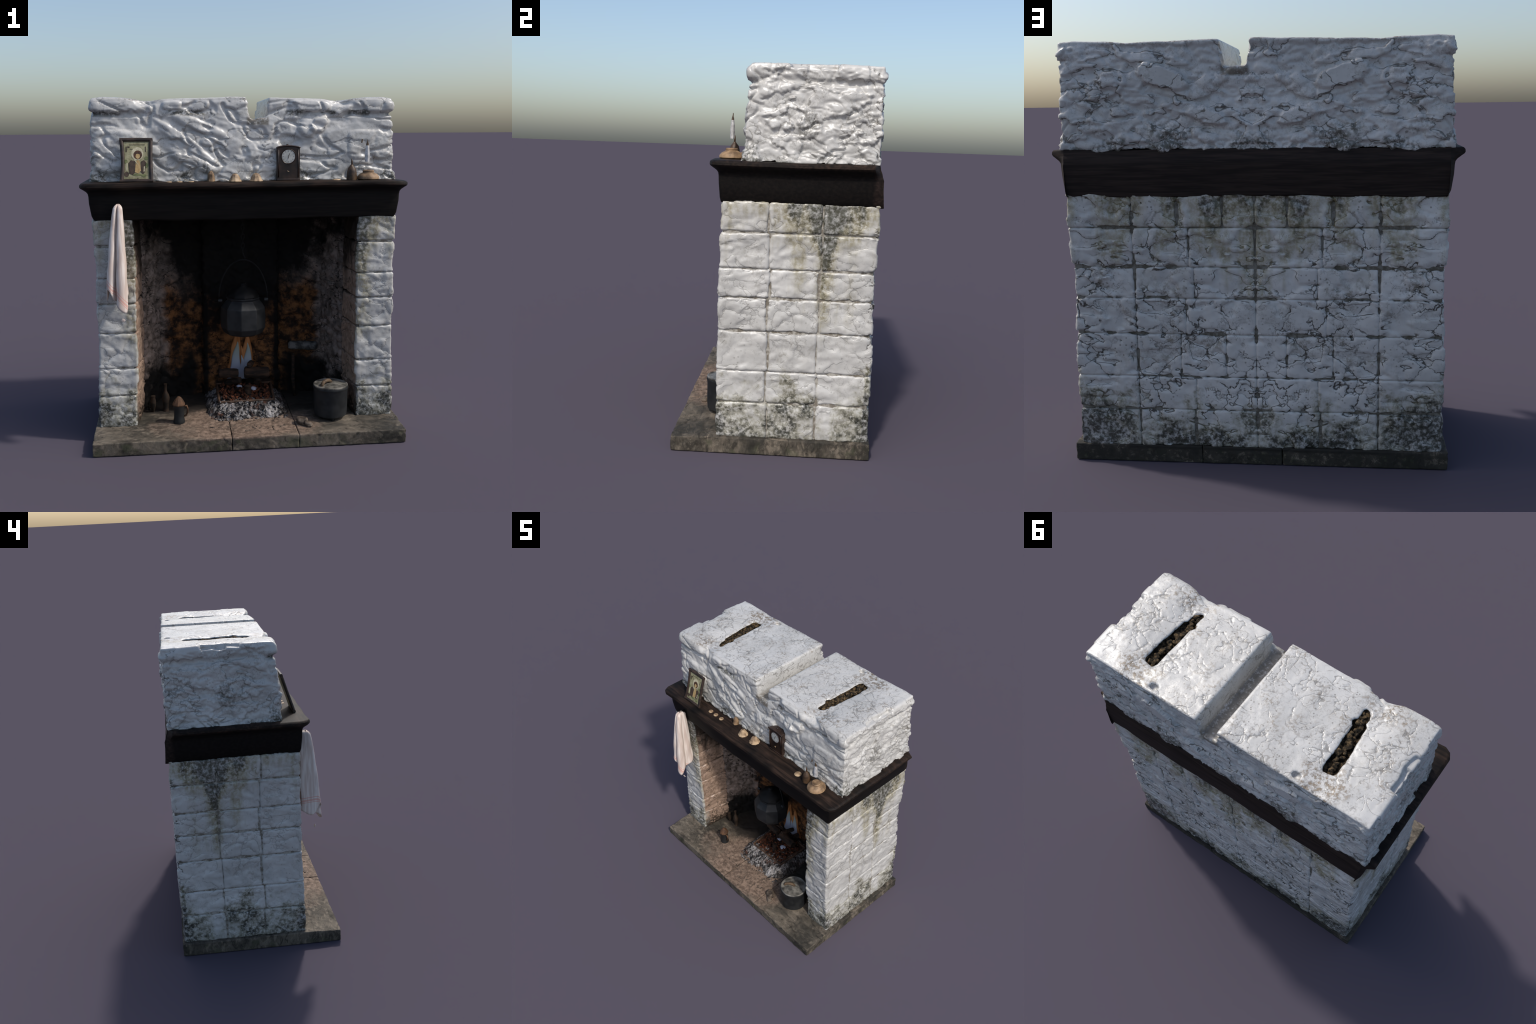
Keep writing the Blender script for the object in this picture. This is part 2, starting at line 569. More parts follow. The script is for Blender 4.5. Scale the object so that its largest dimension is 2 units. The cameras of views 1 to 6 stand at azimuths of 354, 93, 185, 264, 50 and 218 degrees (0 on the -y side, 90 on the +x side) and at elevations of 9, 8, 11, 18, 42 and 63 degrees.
def m_wood(N, p):
    x, y, z = N.sep(p)
    g = N.noise(N.vm("MULTIPLY", p, (2.2, 26, 38)), 2.0, 4.0, .6, .4)
    b = N.noise(p, 4.0, 3.0, .6)
    c = N.mix(N.ramp(g, .35, .7), (.0030, .0024, .0020), (.0085, .0064, .0052))
    lip = N.mul(N.ramp(z, 1.478, 1.492), N.ramp(b, .30, .60))
    c = N.mix(N.mul(lip, .75), c, N.mix(N.ramp(g, .35, .7), (.013, .0085, .006), (.050, .030, .021)))
    bk = N.mul(N.ramp(y, .46, .49), .8)
    c = N.mix(bk, c, N.mix(N.ramp(g, .35, .7), (.014, .009, .007), (.034, .022, .017)))
    return dict(color=c, rough=.62, bump=g, strength=.3, distance=.003)


def m_firebox(N, p):
    crack, swell, _ = rubble(N, p, 8.0, 1.5, .09)
    mp = mirrored(N, p)
    x, y, z = N.sep(mp)
    big = N.noise(p, 6.0, 4.0, .65)
    fine = N.noise(p, 17.0, 5.0, .62)
    stone = N.mix(N.ramp(fine, .34, .68), (.085, .066, .054), (.25, .195, .165))
    # orange-brown firelight painted into the niche stone, bare plaster on its outer jambs
    hot = N.mul(N.ramp(N.m("ADD", x, N.m("MULTIPLY", N.m("SUBTRACT", big, .5), .22)), .53, .46), N.ramp(N.m("ADD", z, N.m("MULTIPLY", N.m("SUBTRACT", big, .5), .4)), 1.0, .7))
    rust = N.mix(N.ramp(fine, .40, .68), (.014, .008, .005), (.19, .080, .027))  # dark-to-orange mottle that carries the baked fire glow
    col = N.mix(hot, stone, rust)
    glow = N.ramp(N.vm("DISTANCE", N.vm("MULTIPLY", mp, (1.15, 0, .6)), (0, 0, .23)), .21, .05)  # halo of flame light tinted on to the wall colour
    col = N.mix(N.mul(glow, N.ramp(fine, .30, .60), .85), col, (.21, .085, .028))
    col = N.mix(N.mul(crack, .9), col, (.008, .006, .005))
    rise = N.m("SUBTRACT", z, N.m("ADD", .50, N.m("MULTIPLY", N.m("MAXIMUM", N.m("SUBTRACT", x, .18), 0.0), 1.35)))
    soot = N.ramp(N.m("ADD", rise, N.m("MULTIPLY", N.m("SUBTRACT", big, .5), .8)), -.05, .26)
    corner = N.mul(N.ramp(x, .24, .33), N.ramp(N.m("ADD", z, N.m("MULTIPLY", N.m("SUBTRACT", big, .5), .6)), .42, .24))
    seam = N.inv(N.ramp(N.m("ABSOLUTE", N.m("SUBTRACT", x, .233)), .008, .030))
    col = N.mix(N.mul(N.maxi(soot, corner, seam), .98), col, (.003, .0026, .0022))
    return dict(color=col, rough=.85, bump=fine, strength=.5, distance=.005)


def m_hearth(N, p):
    x, y, z = N.sep(p)
    big = N.noise(p, 5.0, 4.0, .65)
    fine = N.noise(p, 42.0, 4.0, .7)
    col = N.mix(N.ramp(big, .36, .64), (.040, .034, .026), (.120, .100, .076))
    col = N.mix(N.mul(N.ramp(fine, .50, .66), .5), col, (.13, .115, .09))
    streak = N.noise(N.vm("MULTIPLY", p, (1, 2.2, 1)), 13.0, 5.0, .68, .7)
    col = N.mix(N.mul(N.ramp(streak, .50, .64), .65), col, (.20, .165, .125))
    col = N.mix(N.mul(N.ramp(streak, .46, .36), .75), col, (.022, .019, .014))
    topm = N.ramp(z, .062, .074)
    d = N.vm("DISTANCE", N.vm("MULTIPLY", p, (.75, 1, 0)), (0, -.30, 0))
    dust = N.mul(topm, N.ramp(N.m("ADD", d, N.m("MULTIPLY", N.m("SUBTRACT", big, .5), .45)), .44, .20))
    earth = N.mix(N.ramp(fine, .36, .66), (.105, .072, .052), (.245, .175, .130))
    earth = N.mix(N.mul(N.ramp(streak, .46, .36), .6), earth, (.05, .036, .027))
    col = N.mix(dust, col, earth)
    chars = N.mul(topm, N.ramp(N.m("ADD", y, N.m("MULTIPLY", N.m("SUBTRACT", big, .5), .30)), -.17, -.06))
    chars = N.mul(chars, N.ramp(N.m("ABSOLUTE", x), .66, .62))
    col = N.mix(N.mul(chars, .93), col, (.012, .009, .007))
    wet = N.mul(N.ramp(N.noise(p, 3.4, 2.0), .54, .62), N.inv(dust))
    col = N.mix(N.mul(wet, .6), col, (.020, .019, .015))
    moss = N.mul(N.inv(topm), N.ramp(N.noise(p, 12.0, 3.0), .52, .66))
    col = N.mix(N.mul(moss, .55), col, (.05, .055, .028))
    hem = N.mul(N.ramp(y, .47, .495), N.ramp(fine, .35, .5))
    col = N.mix(N.mul(hem, .8), col, (.018, .017, .013))
    return dict(color=col, rough=.8, bump=fine, strength=.4, distance=.004)


def m_ash(N, p):
    n = N.noise(N.vm("MULTIPLY", p, (1.3, .8, .45)), 25.0, 4.0, .7, .8)
    b = N.noise(p, 14.0, 3.0)
    c = N.mix(N.ramp(n, .42, .68), (.022, .020, .020), (.36, .34, .33))
    c = N.mix(N.mul(N.ramp(b, .55, .7), .55), c, (.14, .06, .035))
    e = N.ramp(N.m("ABSOLUTE", N.sep(p)[0]), .17, .25)
    c = N.mix(N.mul(e, .7), c, (.03, .025, .022))
    return dict(color=c, rough=.95, bump=n, strength=.8, distance=.006)


def m_ember(N, p):
    n = N.noise(p, 42.0, 4.0, .7, .8)
    c = N.mix(N.ramp(n, .42, .56), (.008, .006, .005), (.085, .026, .011))
    c = N.mix(N.ramp(n, .58, .70), c, (.34, .115, .05))
    return dict(color=c, rough=.9, bump=n, strength=.8, distance=.006)


def m_log(N, p):
    n = N.noise(N.vm("MULTIPLY", p, (6, 30, 30)), 1.5, 4.0, .7)
    c = N.mix(N.ramp(n, .4, .7), (.012, .009, .007), (.055, .030, .018))
    return dict(color=c, rough=.9, bump=n, strength=.7, distance=.006)


def plain(c1, c2, scale=20.0, bump=.2, **k):
    def f(N, p):
        n = N.noise(p, scale, 4.0, .6)
        return dict(color=N.mix(N.ramp(n, .35, .65), c1, c2), bump=n, strength=bump, distance=.003)
    return f


def m_towel(N, p):
    x, y, z = N.sep(p)
    n = N.noise(N.vm("MULTIPLY", p, (60, 60, 4)), 1.0, 3.0, .5)
    weave = N.noise(p, 260.0, 1.0)
    c = N.mix(N.ramp(n, .35, .65), (.58, .47, .41), (.74, .66, .60))
    # three woven pink stripes that follow the slanting hem
    hem = N.m("ADD", z, N.m("MULTIPLY", N.m("ADD", x, .745), 1.15))
    st = None
    for h, w in ((.905, .009), (.925, .004), (.89, .0035)):
        s = N.inv(N.ramp(N.m("ABSOLUTE", N.m("SUBTRACT", hem, h)), w * .6, w))
        st = s if st is None else N.maxi(st, s)
    c = N.mix(N.mul(st, .55), c, (.62, .24, .18))
    return dict(color=c, rough=.9, bump=weave, strength=.15, distance=.001)


def m_parchment(N, p):
    n = N.noise(p, 28.0, 4.0, .65)
    b = N.noise(p, 90.0, 2.0, .6)
    c = N.mix(N.ramp(n, .35, .65), (.20, .185, .10), (.33, .31, .19))
    c = N.mix(N.mul(N.ramp(b, .56, .68), .5), c, (.12, .11, .06))
    return dict(color=c, rough=.6, bump=b, strength=.1)


def m_flame(N, p):
    n = N.noise(N.vm("MULTIPLY", p, (30, 30, 8)), 1.0, 3.0)
    z = N.sep(p)[2]
    c = N.mix(N.ramp(n, .35, .65), (.25, .10, .035), (.42, .19, .08))
    return dict(color=c, rough=1.0)


def m_flame_core(N, p):
    z = N.sep(p)[2]
    c = N.mix(N.ramp(z, .28, .42), (.32, .34, .41), (.27, .31, .28))
    return dict(color=c, rough=1.0)


M_BLOCK = material("limewashed_stone", m_blocks, .5, .6)
M_CHIM = material("limewashed_rubble", m_chimney, .5, .6)
M_SLOT = material("sooty_hollow", m_slot, .9, .2)
M_MORTAR = material("dirty_mortar", m_mortar, .9, .2)
M_WOOD = material("black_oak", m_wood, .55, .15)
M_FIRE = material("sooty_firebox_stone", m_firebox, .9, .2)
M_HEARTH = material("hearth_stone", m_hearth, .8, .3)
M_ASH = material("wood_ash", m_ash, .95, .1)
M_EMBER = material("embers", m_ember, .9, .2)
M_LOG = material("charred_wood", m_log, .9, .2)
M_IRON = material("black_iron", plain((.007, .008, .009), (.017, .018, .019), 18), .55, .35)
M_SOOT = material("sooted_iron", plain((.003, .003, .003), (.008, .008, .008), 18), .6, .2)
M_TRAY = material("scorched_iron", plain((.03, .018, .012), (.09, .05, .03), 30), .7, .3)
M_LID = material("dull_tin", plain((.05, .048, .043), (.27, .255, .22), 14), .42, .5, .3)
M_RUST = material("rusty_clay", plain((.04, .021, .012), (.12, .06, .03), 26), .7, .3)  # brown taken darker for the shadow the tankard is in
M_TOWEL = material("linen", m_towel, .9, .2)
M_FRAME = material("picture_frame_wood", plain((.018, .012, .009), (.045, .028, .020), 30), .5, .4)
M_PAPER = material("aged_paper", m_parchment, .6, .3)
M_INK = material("dark_paint", plain((.035, .025, .018), (.075, .05, .035), 60), .6, .3)
M_HAIR = material("brown_paint", plain((.05, .022, .012), (.10, .045, .025), 60), .6, .3)
M_SKIN = material("ochre_paint", plain((.34, .22, .09), (.45, .32, .15), 60), .6, .3)
M_PALE = material("pale_paint", plain((.40, .37, .24), (.55, .50, .36), 60), .6, .3)
M_GREEN = material("green_paint", plain((.08, .10, .04), (.17, .18, .08), 60), .6, .3)
M_CLOCK = material("clock_case_wood", plain((.012, .007, .005), (.040, .022, .015), 16), .38, .5)
M_DIAL = material("dial_enamel", plain((.36, .37, .35), (.48, .48, .45), 40, .05), .4, .5)
M_BONE = material("bone_ceramic", plain((.20, .13, .075), (.46, .33, .20), 26), .55, .4)
M_CLAY = material("tan_clay", plain((.10, .062, .034), (.31, .20, .11), 20), .6, .4)
M_BOTTLE = material("brown_glaze", plain((.025, .014, .008), (.095, .055, .028), 26), .5, .4)
M_SHADE_DARKENED = material("shadow_darkened_glaze", plain((.008, .006, .004), (.034, .020, .012), 26), .7, .25)  # near-black copy of the brown glaze, darkened for the shaded hearth corner
M_BLADE = material("grey_wax", plain((.30, .29, .28), (.62, .61, .60), 30), .5, .4)
M_TIP = material("dark_horn", plain((.06, .04, .025), (.14, .09, .05), 30), .6, .3)
M_FLAME = material("flame_edge", m_flame, 1, 0)
M_CORE = material("flame_heart", m_flame_core, 1, 0)
M_PEBBLE = material("brown_stone", plain((.035, .026, .020), (.13, .10, .075), 30), .7, .3)

T_BLOCK = displace_tree("block_relief", h_blocks)
T_CHIM = displace_tree("chimney_relief", h_chimney)
T_FIRE = displace_tree("firebox_relief", h_firebox)
T_HEARTH = displace_tree("hearth_relief", h_hearth)

# ----------------------------------------------------------------------------- the fireplace
HOUSE = thing("stone_fireplace", "old whitewashed stone fireplace with black timber mantel", "fireplace")

ROWS = [.078, .272, .438, .648, .822, .972, 1.158, 1.318]      # bed joints, from the hearth up
YF, Y1, Y2, YB = -.287, -.028, .229, .511                      # columns of the side walls
XO = .8735                                                      # outer face
GAP = .0016


def sway(V):
    """the walls are not quite true: a slow wave in and out with height"""
    V = V.copy()
    x, y, z = V[:, 0], V[:, 1], V[:, 2]
    w = .005 * np.sin(z * 5.2 + .7) + .003 * np.sin(z * 11 + y * 3)
    V[:, 0] += np.sign(x) * w * sstep(np.abs(x), .5, .85)
    V[:, 1] += .004 * np.sin(z * 4.1 + x * 2.0)
    return V


def block(plan, z0, z1, step=.0085, radius=.014):
    V, F = hexa(plan, z0 + GAP, z1 - GAP, step, radius)
    me = make_mesh("stone_block", sway(V), F, [M_BLOCK])
    ob = put("stone_block", me, HOUSE)
    use_tree(ob, T_BLOCK)
    c = co_of(ob.data)
    c[:, 1] = np.where(c[:, 1] > .512, .512 + (c[:, 1] - .512) * .5, c[:, 1])
    set_co(ob.data, c)
    ob.data.set_sharp_from_angle(angle=math.radians(60))
    return ob


def quad(x0, x1, y0, y1):
    return [(x0 + GAP, y0 + GAP), (x1 - GAP, y0 + GAP), (x1 - GAP, y1 - GAP), (x0 + GAP, y1 - GAP)]


for s in (-1, 1):
    for k in range(7):
        z0, z1 = ROWS[k], ROWS[k + 1]
        j = .006 * math.sin(3.1 * k + 1.3)
        d1, d2 = Y1 + j - (.022 if k == 6 else 0), Y2 - j * .5
        xin = .648 + .008 * (k == 0)
        spec = [[(xin, YF), (XO, YF), (XO, d1 - GAP), (.618, d1 - GAP)],
                quad(.66, XO, d1, d2),
                quad(.572, XO, d2, YB)]
        for pl in spec:
            q = pl if s > 0 else [(-x, y) for x, y in pl][::-1]
            block(q, z0, z1)
# back wall between the corner stones: mirrored about the middle, coursed like the ends
BACK = {0: [.0, .30, .572], 1: [.0, .29, .572], 2: [.0, .142, .36, .572], 3: [.0, .33, .572], 4: [.0, .288, .572],
        5: [.0, .31, .572], 6: [.0, .15, .36, .572]}
for k, xs in BACK.items():
    for s in (-1, 1):
        for a, b in zip(xs, xs[1:]):
            q = quad(a, b, .345, YB)
            q = q if s > 0 else [(-x, y) for x, y in q][::-1]
            block(q, ROWS[k], ROWS[k + 1])

# mortar behind the joints
parts = []
for s in (-1, 1):
    pl = [(.672, YF + .011), (XO - .011, YF + .011), (XO - .011, YB - .015), (.634, YB - .015)]
    pl = pl if s > 0 else [(-x, y) for x, y in pl][::-1]
    parts.append(hexa(pl, .06, 1.33, .12, .004))
parts.append(hexa([(-.64, .35), (.64, .35), (.64, YB - .015), (-.64, YB - .015)], .06, 1.33, .12, .004))
V, F = join(*parts)
put("mortar_bed", make_mesh("mortar_bed", sway(V), F, [M_MORTAR]), HOUSE)


# ---- firebox: splayed cheeks and a flat fire back
def wall_panel(name, corners, thick, step=.010):
    V, F = hexa(corners, .055, 1.335, step, .012)
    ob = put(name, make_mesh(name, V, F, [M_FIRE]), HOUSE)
    use_tree(ob, T_FIRE)
    return ob


for s in (-1, 1):
    for pl in ([(.528, .190), (.618, -.034), (.68, .0), (.60, .24)], [(.232, .262), (.532, .186), (.60, .26), (.232, .33)]):
        pl = pl if s > 0 else [(-x, y) for x, y in pl][::-1]
        wall_panel("firebox_cheek", pl, .05)
wall_panel("fire_back", [(-.236, .203), (.236, .203), (.236, .295), (-.236, .295)], .08)
V, F = hexa([(-.64, -.20), (.64, -.20), (.64, .30), (-.64, .30)], 1.318, 1.345, .03, .006)
put("firebox_ceiling", make_mesh("firebox_ceiling", V, F, [M_FIRE]), HOUSE)

# a short stone ledge on the right cheek, with a stick leaning under it
V, F = hexa([(.305, .19), (.49, .145), (.52, .20), (.33, .25)], .375, .43, .008, .02)
ob = put("ledge_stone", make_mesh("ledge_stone", V, F, [material("grey_ledge", plain((.03, .028, .026), (.13, .12, .11), 26), .8, .3)]), HOUSE)
use_tree(ob, T_HEARTH)
V, F = tube([(.345, .12, .08), (.335, .14, .2), (.34, .16, .36)], [.012, .013, .010], 8)
put("leaning_stick", make_mesh("leaning_stick", V, F, [M_LOG]), HOUSE)

# ---- hearth of three slabs
XS = [-.904, -.117, .271, .904]
for a, b in zip(XS, XS[1:]):
    V, F = box_shell(((b - a) / 2 - .0012, .518, .0395), .0085, .006)
    V = V + np.array([(a + b) / 2, 0, .0395])
    V[:, 2] = np.maximum(V[:, 2], 0)
    # the floor rises a little towards the fire, and the front arris is worn
    V[:, 2] += np.where(V[:, 2] > .04, .007 * sstep(V[:, 1], -.48, -.30), 0)
    ob = put("hearth_slab", make_mesh("hearth_slab", V, F, [M_HEARTH]), HOUSE)
    use_tree(ob, T_HEARTH)
    c = co_of(ob.data)
    base = V[:, 2] < .02
    c[base, 2] = V[base, 2]
    c[:, 2] = np.maximum(c[:, 2], 0)
    c[:, 0] = np.clip(c[:, 0], -.908, .908)
    c[:, 1] = np.clip(c[:, 1], -.521, .521)
    set_co(ob.data, c)


# ---- mantel: a boxed beam with a cavetto and a thin shelf, stack of plan outlines
def mantel():
    def outline(xh, yf, ys, xb, yb, cut):
        # right back corner, round the front, to the left back corner
        half = [(xb, yb), (xb, ys + .03), (xh, ys), (xh, yf + cut), (xh - cut * .35, yf + cut * .35), (xh - cut, yf)]
        pts = [(x, y) for x, y in half] + [(-x, y) for x, y in half[::-1]]
        return np.array(pts)
    levels = [  # z, half width, front y, side cornice end y, half width at back, back y, corner cut
        (1.302, .862, -.284, .497, .858, .506, .010), (1.308, .870, -.292, .497, .864, .513, .012), (1.330, .880, -.296, .495, .869, .514, .012),
        (1.400, .891, -.301, .49, .872, .515, .012), (1.440, .893, -.303, .49, .873, .515, .014), (1.455, .896, -.305, .485, .873, .514, .016),
        (1.466, .905, -.313, .48, .873, .512, .026), (1.478, .922, -.330, .475, .874, .509, .040), (1.487, .936, -.343, .47, .874, .505, .050),
        (1.494, .941, -.348, .468, .874, .502, .054), (1.506, .940, -.348, .468, .874, .500, .054), (1.514, .933, -.344, .466, .874, .498, .052),
        (1.517, .922, -.336, .46, .876, .494, .050)]
    rings = []
    for z, xh, yf, ys, xb, yb, cut in levels:
        o = outline(xh, yf, ys, xb, yb, cut)
        ring = []
        seg = [2, 24, 2, 2, 2, 40, 2, 2, 2, 24, 2, 40]
        for i, k in enumerate(seg):
            a, b = o[i], o[(i + 1) % len(o)]
            for t in range(k):
                q = a + (b - a) * t / k
                # hand-hewn wobble
                wob = .0025 * math.sin(q[0] * 9 + 1) + .0015 * math.sin(q[0] * 23 + q[1] * 17)
                ring.append((q[0], q[1] + wob * (1 if q[1] < .4 else -.6), z + .003 * math.sin(q[0] * 5 + q[1] * 4) + .0018 * math.sin(q[0] * 19)))
        rings.append(ring)
    n = len(rings[0])
    V = [v for r in rings for v in r]
    F = []
    for i in range(len(rings) - 1):
        for k in range(n):
            k2 = (k + 1) % n
            F.append((i * n + k2, i * n + k, (i + 1) * n + k, (i + 1) * n + k2))
    F.append(tuple(range((len(rings) - 1) * n, len(rings) * n))[::-1])
    F.append(tuple(range(n)))
    me = make_mesh("mantel", V, F, [M_WOOD], True, 35)
    bm = bmesh.new()
    bm.from_mesh(me)
    bmesh.ops.recalc_face_normals(bm, faces=bm.faces)
    bmesh.ops.triangulate(bm, faces=[f for f in bm.faces if len(f.verts) > 4])
    bm.to_mesh(me)
    bm.free()
    return put("mantel", me, HOUSE)


mantel()


# ---- chimney breast above the shelf
def chimney():
    bm = bmesh.new()
    z0, z1 = 1.512, 1.994
    bot = [(-.889, -.181), (.889, -.181), (.887, .499), (-.889, .499)]
    top = [(-.876, -.155), (.876, -.155), (.872, .498), (-.876, .498)]
    v0 = [bm.verts.new((x, y, z0)) for x, y in bot]
    v1 = [bm.verts.new((x, y, z1)) for x, y in top]
    bm.faces.new(v0[::-1])
    bm.faces.new(v1)
    for i in range(4):
        j = (i + 1) % 4
        bm.faces.new((v0[i], v0[j], v1[j], v1[i]))
    me = bpy.data.meshes.new("chimney_breast")
    bm.to_mesh(me)
    bm.free()
    ob = put("chimney_breast", me, HOUSE)
    cutters = []

    def cut(V, F):
        c = put("cutter", make_mesh("cutter", V, F, smooth=False))
        cutters.append(c)
        md = ob.modifiers.new("cut", "BOOLEAN")
        md.operation, md.object, md.solver = "DIFFERENCE", c, "EXACT"

    # the notch, right of the middle, right through from front to back, walls leaning a little
    cut(*prism([(.030, 1.874), (.126, 1.874), (.152, 2.05), (.000, 2.05)], -.4, .7))
    for s in (1, -1):
        # long slots with a narrower, crooked front end
        def slot(pts, depth):
            V = [(x * s, y, 1.992 - depth) for x, y in pts] + [(x * s, y, 2.05) for x, y in pts]
            n = len(pts)
            F = [tuple(range(n))[::-1], tuple(range(n, 2 * n))] + [(i, (i + 1) % n, (i + 1) % n + n, i + n) for i in range(n)]
            if s < 0:
                F = [f[::-1] for f in F]
            cut(V, F)
        slot([(.508, -.040), (.522, -.055), (.542, -.052), (.553, -.030), (.556, .030), (.572, .045), (.597, .345), (.585, .358), (.530, .362), (.520, .345), (.510, .070), (.494, .060), (.494, .036), (.511, .026)], .032)
        # a small square putlog hole near the back edge
        slot([(.418, .443), (.462, .441), (.465, .472), (.420, .474)], .020)
        # chipped arris on the end
        slot([(.846, .04), (.92, .03), (.92, .29), (.843, .28), (.852, .20), (.838, .13)], .026)
    bake(ob)
    for c in cutters:
        me2 = c.data
        bpy.data.objects.remove(c)
        bpy.data.meshes.remove(me2)
    md = ob.modifiers.new("remesh", "REMESH")
    md.mode, md.voxel_size, md.use_smooth_shade = "VOXEL", .0062, True
    md2 = ob.modifiers.new("soften", "SMOOTH")
    md2.factor, md2.iterations = .5, 9
    bake(ob)
    me = ob.data
    straight = np.empty(len(me.polygons) * 3)
    me.polygons.foreach_get("center", straight)
    straight = straight.reshape(-1, 3)
    c, nrm = co_of(me), no_of(me)
    x, y, z = c[:, 0].copy(), c[:, 1].copy(), c[:, 2].copy()
    front = sstep(-y, .10, .14)
    d = np.zeros(len(c))

    def lump(cx, cz, rx, rz, h, tilt=0.0, flat=2.0):
        """a swelling on the front face"""
        ca, sa = math.cos(tilt), math.sin(tilt)
        u, v = (x - cx) * ca + (z - cz) * sa, -(x - cx) * sa + (z - cz) * ca
        q = (np.abs(u / rx) ** flat + np.abs(v / rz) ** flat)
        return h * sstep(q, 1.25, .35) * front
    # rolled cap stones
    for cx, rx, cz, rz, h in ((-.735, .155, 1.948, .042, .012), (-.42, .055, 1.952, .026, .014), (.385, .125, 1.950, .034, .014), (.735, .150, 1.945, .042, .012)):
        d += lump(cx, cz, rx, rz, h, 0, 4)
    for cx, rx in ((-.73, .17), (.73, .17), (.40, .12)):
        d -= lump(cx, 1.900, rx, .018, .012, 0, 4)
    # quoins at both ends and two boulders, diagonal seams
    d += lump(-.72, 1.69, .155, .12, .012, 0, 6) + lump(.74, 1.72, .13, .085, .009, 0, 6)
    d += lump(.44, 1.845, .065, .050, .024, .6) + lump(.365, 1.815, .055, .045, .020, -.5)
    d += lump(-.27, 1.835, .16, .035, .014, -.35) + lump(-.36, 1.765, .20, .020, .010, -.6) + lump(-.30, 1.70, .22, .018, .010, -.55)
    d += lump(-.21, 1.745, .05, .030, .015) + lump(-.30, 1.625, .14, .038, .015, -.4) + lump(.10, 1.70, .12, .05, .008, .2)
    # boulders on the back, mirrored
    back = sstep(y, .44, .47)
    for cx, cz, rx, rz, h, t in ((.40, 1.835, .125, .048, .036, .30), (.20, 1.66, .10, .035, .022, .25), (.66, 1.80, .10, .06, .010, -.35), (.30, 1.70, .12, .03, .012, .1)):
        u = np.abs(x) - cx
        ca, sa = math.cos(t), math.sin(t)
        a, b = u * ca + (z - cz) * sa, -u * sa + (z - cz) * ca
        d += h * sstep((a / rx) ** 2 + (b / rz) ** 2, 1.10, .70) * back
    # a roll along the top of both ends, broken into stones
    end = sstep(np.abs(x), .83, .85)
    roll = sstep(np.abs(z - 1.960), .040, .018) * (.55 + .45 * np.sign(np.sin(y * 21 + .6)))
    d += .010 * end * roll - .008 * end * sstep(np.abs(z - 1.905), .02, .006)
    # corner stones step in and out
    d += .004 * np.sin(z * 46) * sstep(np.abs(x), .80, .86) * sstep(np.abs(y - .16), .26, .31)
    c += nrm * d[:, None]
    # foot flares on to the shelf, top line sags beside the slots
    ft = sstep(z, 1.545, 1.512) * .010
    c[:, 0] += np.sign(x) * ft * sstep(np.abs(x), .8, .87)
    c[:, 1] -= ft * front
    tp = sstep(z, 1.94, 1.98)
    ax = np.abs(x)
    c[:, 2] += tp * (-.017 * np.exp(-((ax - .57) / .075) ** 2) * (1 - .6 * sstep(y, -.1, .1)) + .004 * np.cos(ax * 7) - .004 * sstep(ax, .8, .87))
    c[:, 1] += tp * front * .030 * np.exp(-((ax - .56) / .06) ** 2)
    set_co(me, c)
    me.materials.clear()
    me.materials.append(M_CHIM)
    me.materials.append(M_SLOT)
    # soot inside the slots
    pc = straight
    ax = np.abs(pc[:, 0])
    ins = (ax > .48) & (ax < .61) & (pc[:, 1] > -.06) & (pc[:, 1] < .372) & (pc[:, 2] < 1.986) & (pc[:, 2] > 1.90)
    me.polygons.foreach_set("material_index", ins.astype(np.int32))
    use_tree(ob, T_CHIM)
    c = co_of(ob.data)
    c[:, 2] = np.minimum(c[:, 2], 2.0)
    c[:, 1] = np.minimum(c[:, 1], .519)
    set_co(ob.data, c)
    return ob


chimney()

# rubble lying in the slots
parts = []
r = random.Random(5)
for s in (1, -1):
    for k in range(26):
        y = -.02 + .37 * k / 25
        V, F = box_shell((r.uniform(.009, .018), r.uniform(.009, .02), r.uniform(.006, .012)), .008, .008)
        parts.append(moved((V, F), (s * (.528 + .08 * (y + .02) + r.uniform(-.018, .018)), y, 1.966 + r.uniform(-.004, .004)), (r.uniform(-.5, .5), r.uniform(-.5, .5), r.uniform(0, 3))))
V, F = join(*parts)
ob = put("slot_rubble", make_mesh("slot_rubble", V, F, [M_SLOT]), HOUSE)
ob["kind"] = "stuff"


# ----------------------------------------------------------------------------- the fire
def disc_noise(V, amp, f, seed):
    V = V.copy()
    s = seed * 1.7
    n = np.sin(V[:, 0] * f + s) * np.cos(V[:, 1] * f * 1.3 + s * 2) + np.sin(V[:, 2] * f * 1.7 + V[:, 0] * f * .6 + s)
    c = V.mean(0)
    dr = V - c
    ln = np.linalg.norm(dr, axis=1, keepdims=True) + 1e-9
    return V + dr / ln * (n * amp)[:, None]


# ash bank spilling from under the tray
n = 90
V, F = [], []
for i in range(n + 1):
    for j in range(n + 1):
        u, v = -.275 + .56 * i / n, -.30 + .48 * j / n
        dx, dy = max(abs(u - .008) - .165, 0) / .085, max(-.125 - v, 0) / .125
        q = math.hypot(dx, dy)
        ang = math.sin(u * 37) * .10 + math.sin(u * 83 + v * 60) * .06
        hgt = .068 * max(0, 1 - (q * (1 + ang)) ** 1.15)
        z = .083 + hgt + (.005 * math.sin(u * 140 + v * 90) * math.sin(v * 170 - u * 60) + .003 * math.sin(u * 310 + v * 250)) * (1 if hgt > 0 else 0) - (.012 if hgt <= 0 else 0)
        V.append((u, v, z))
for i in range(n):
    for j in range(n):
        a = i * (n + 1) + j
        F.append((a, a + n + 1, a + n + 2, a + 1))
put("ash_bank", make_mesh("ash_bank", V, F, [M_ASH]), HOUSE)
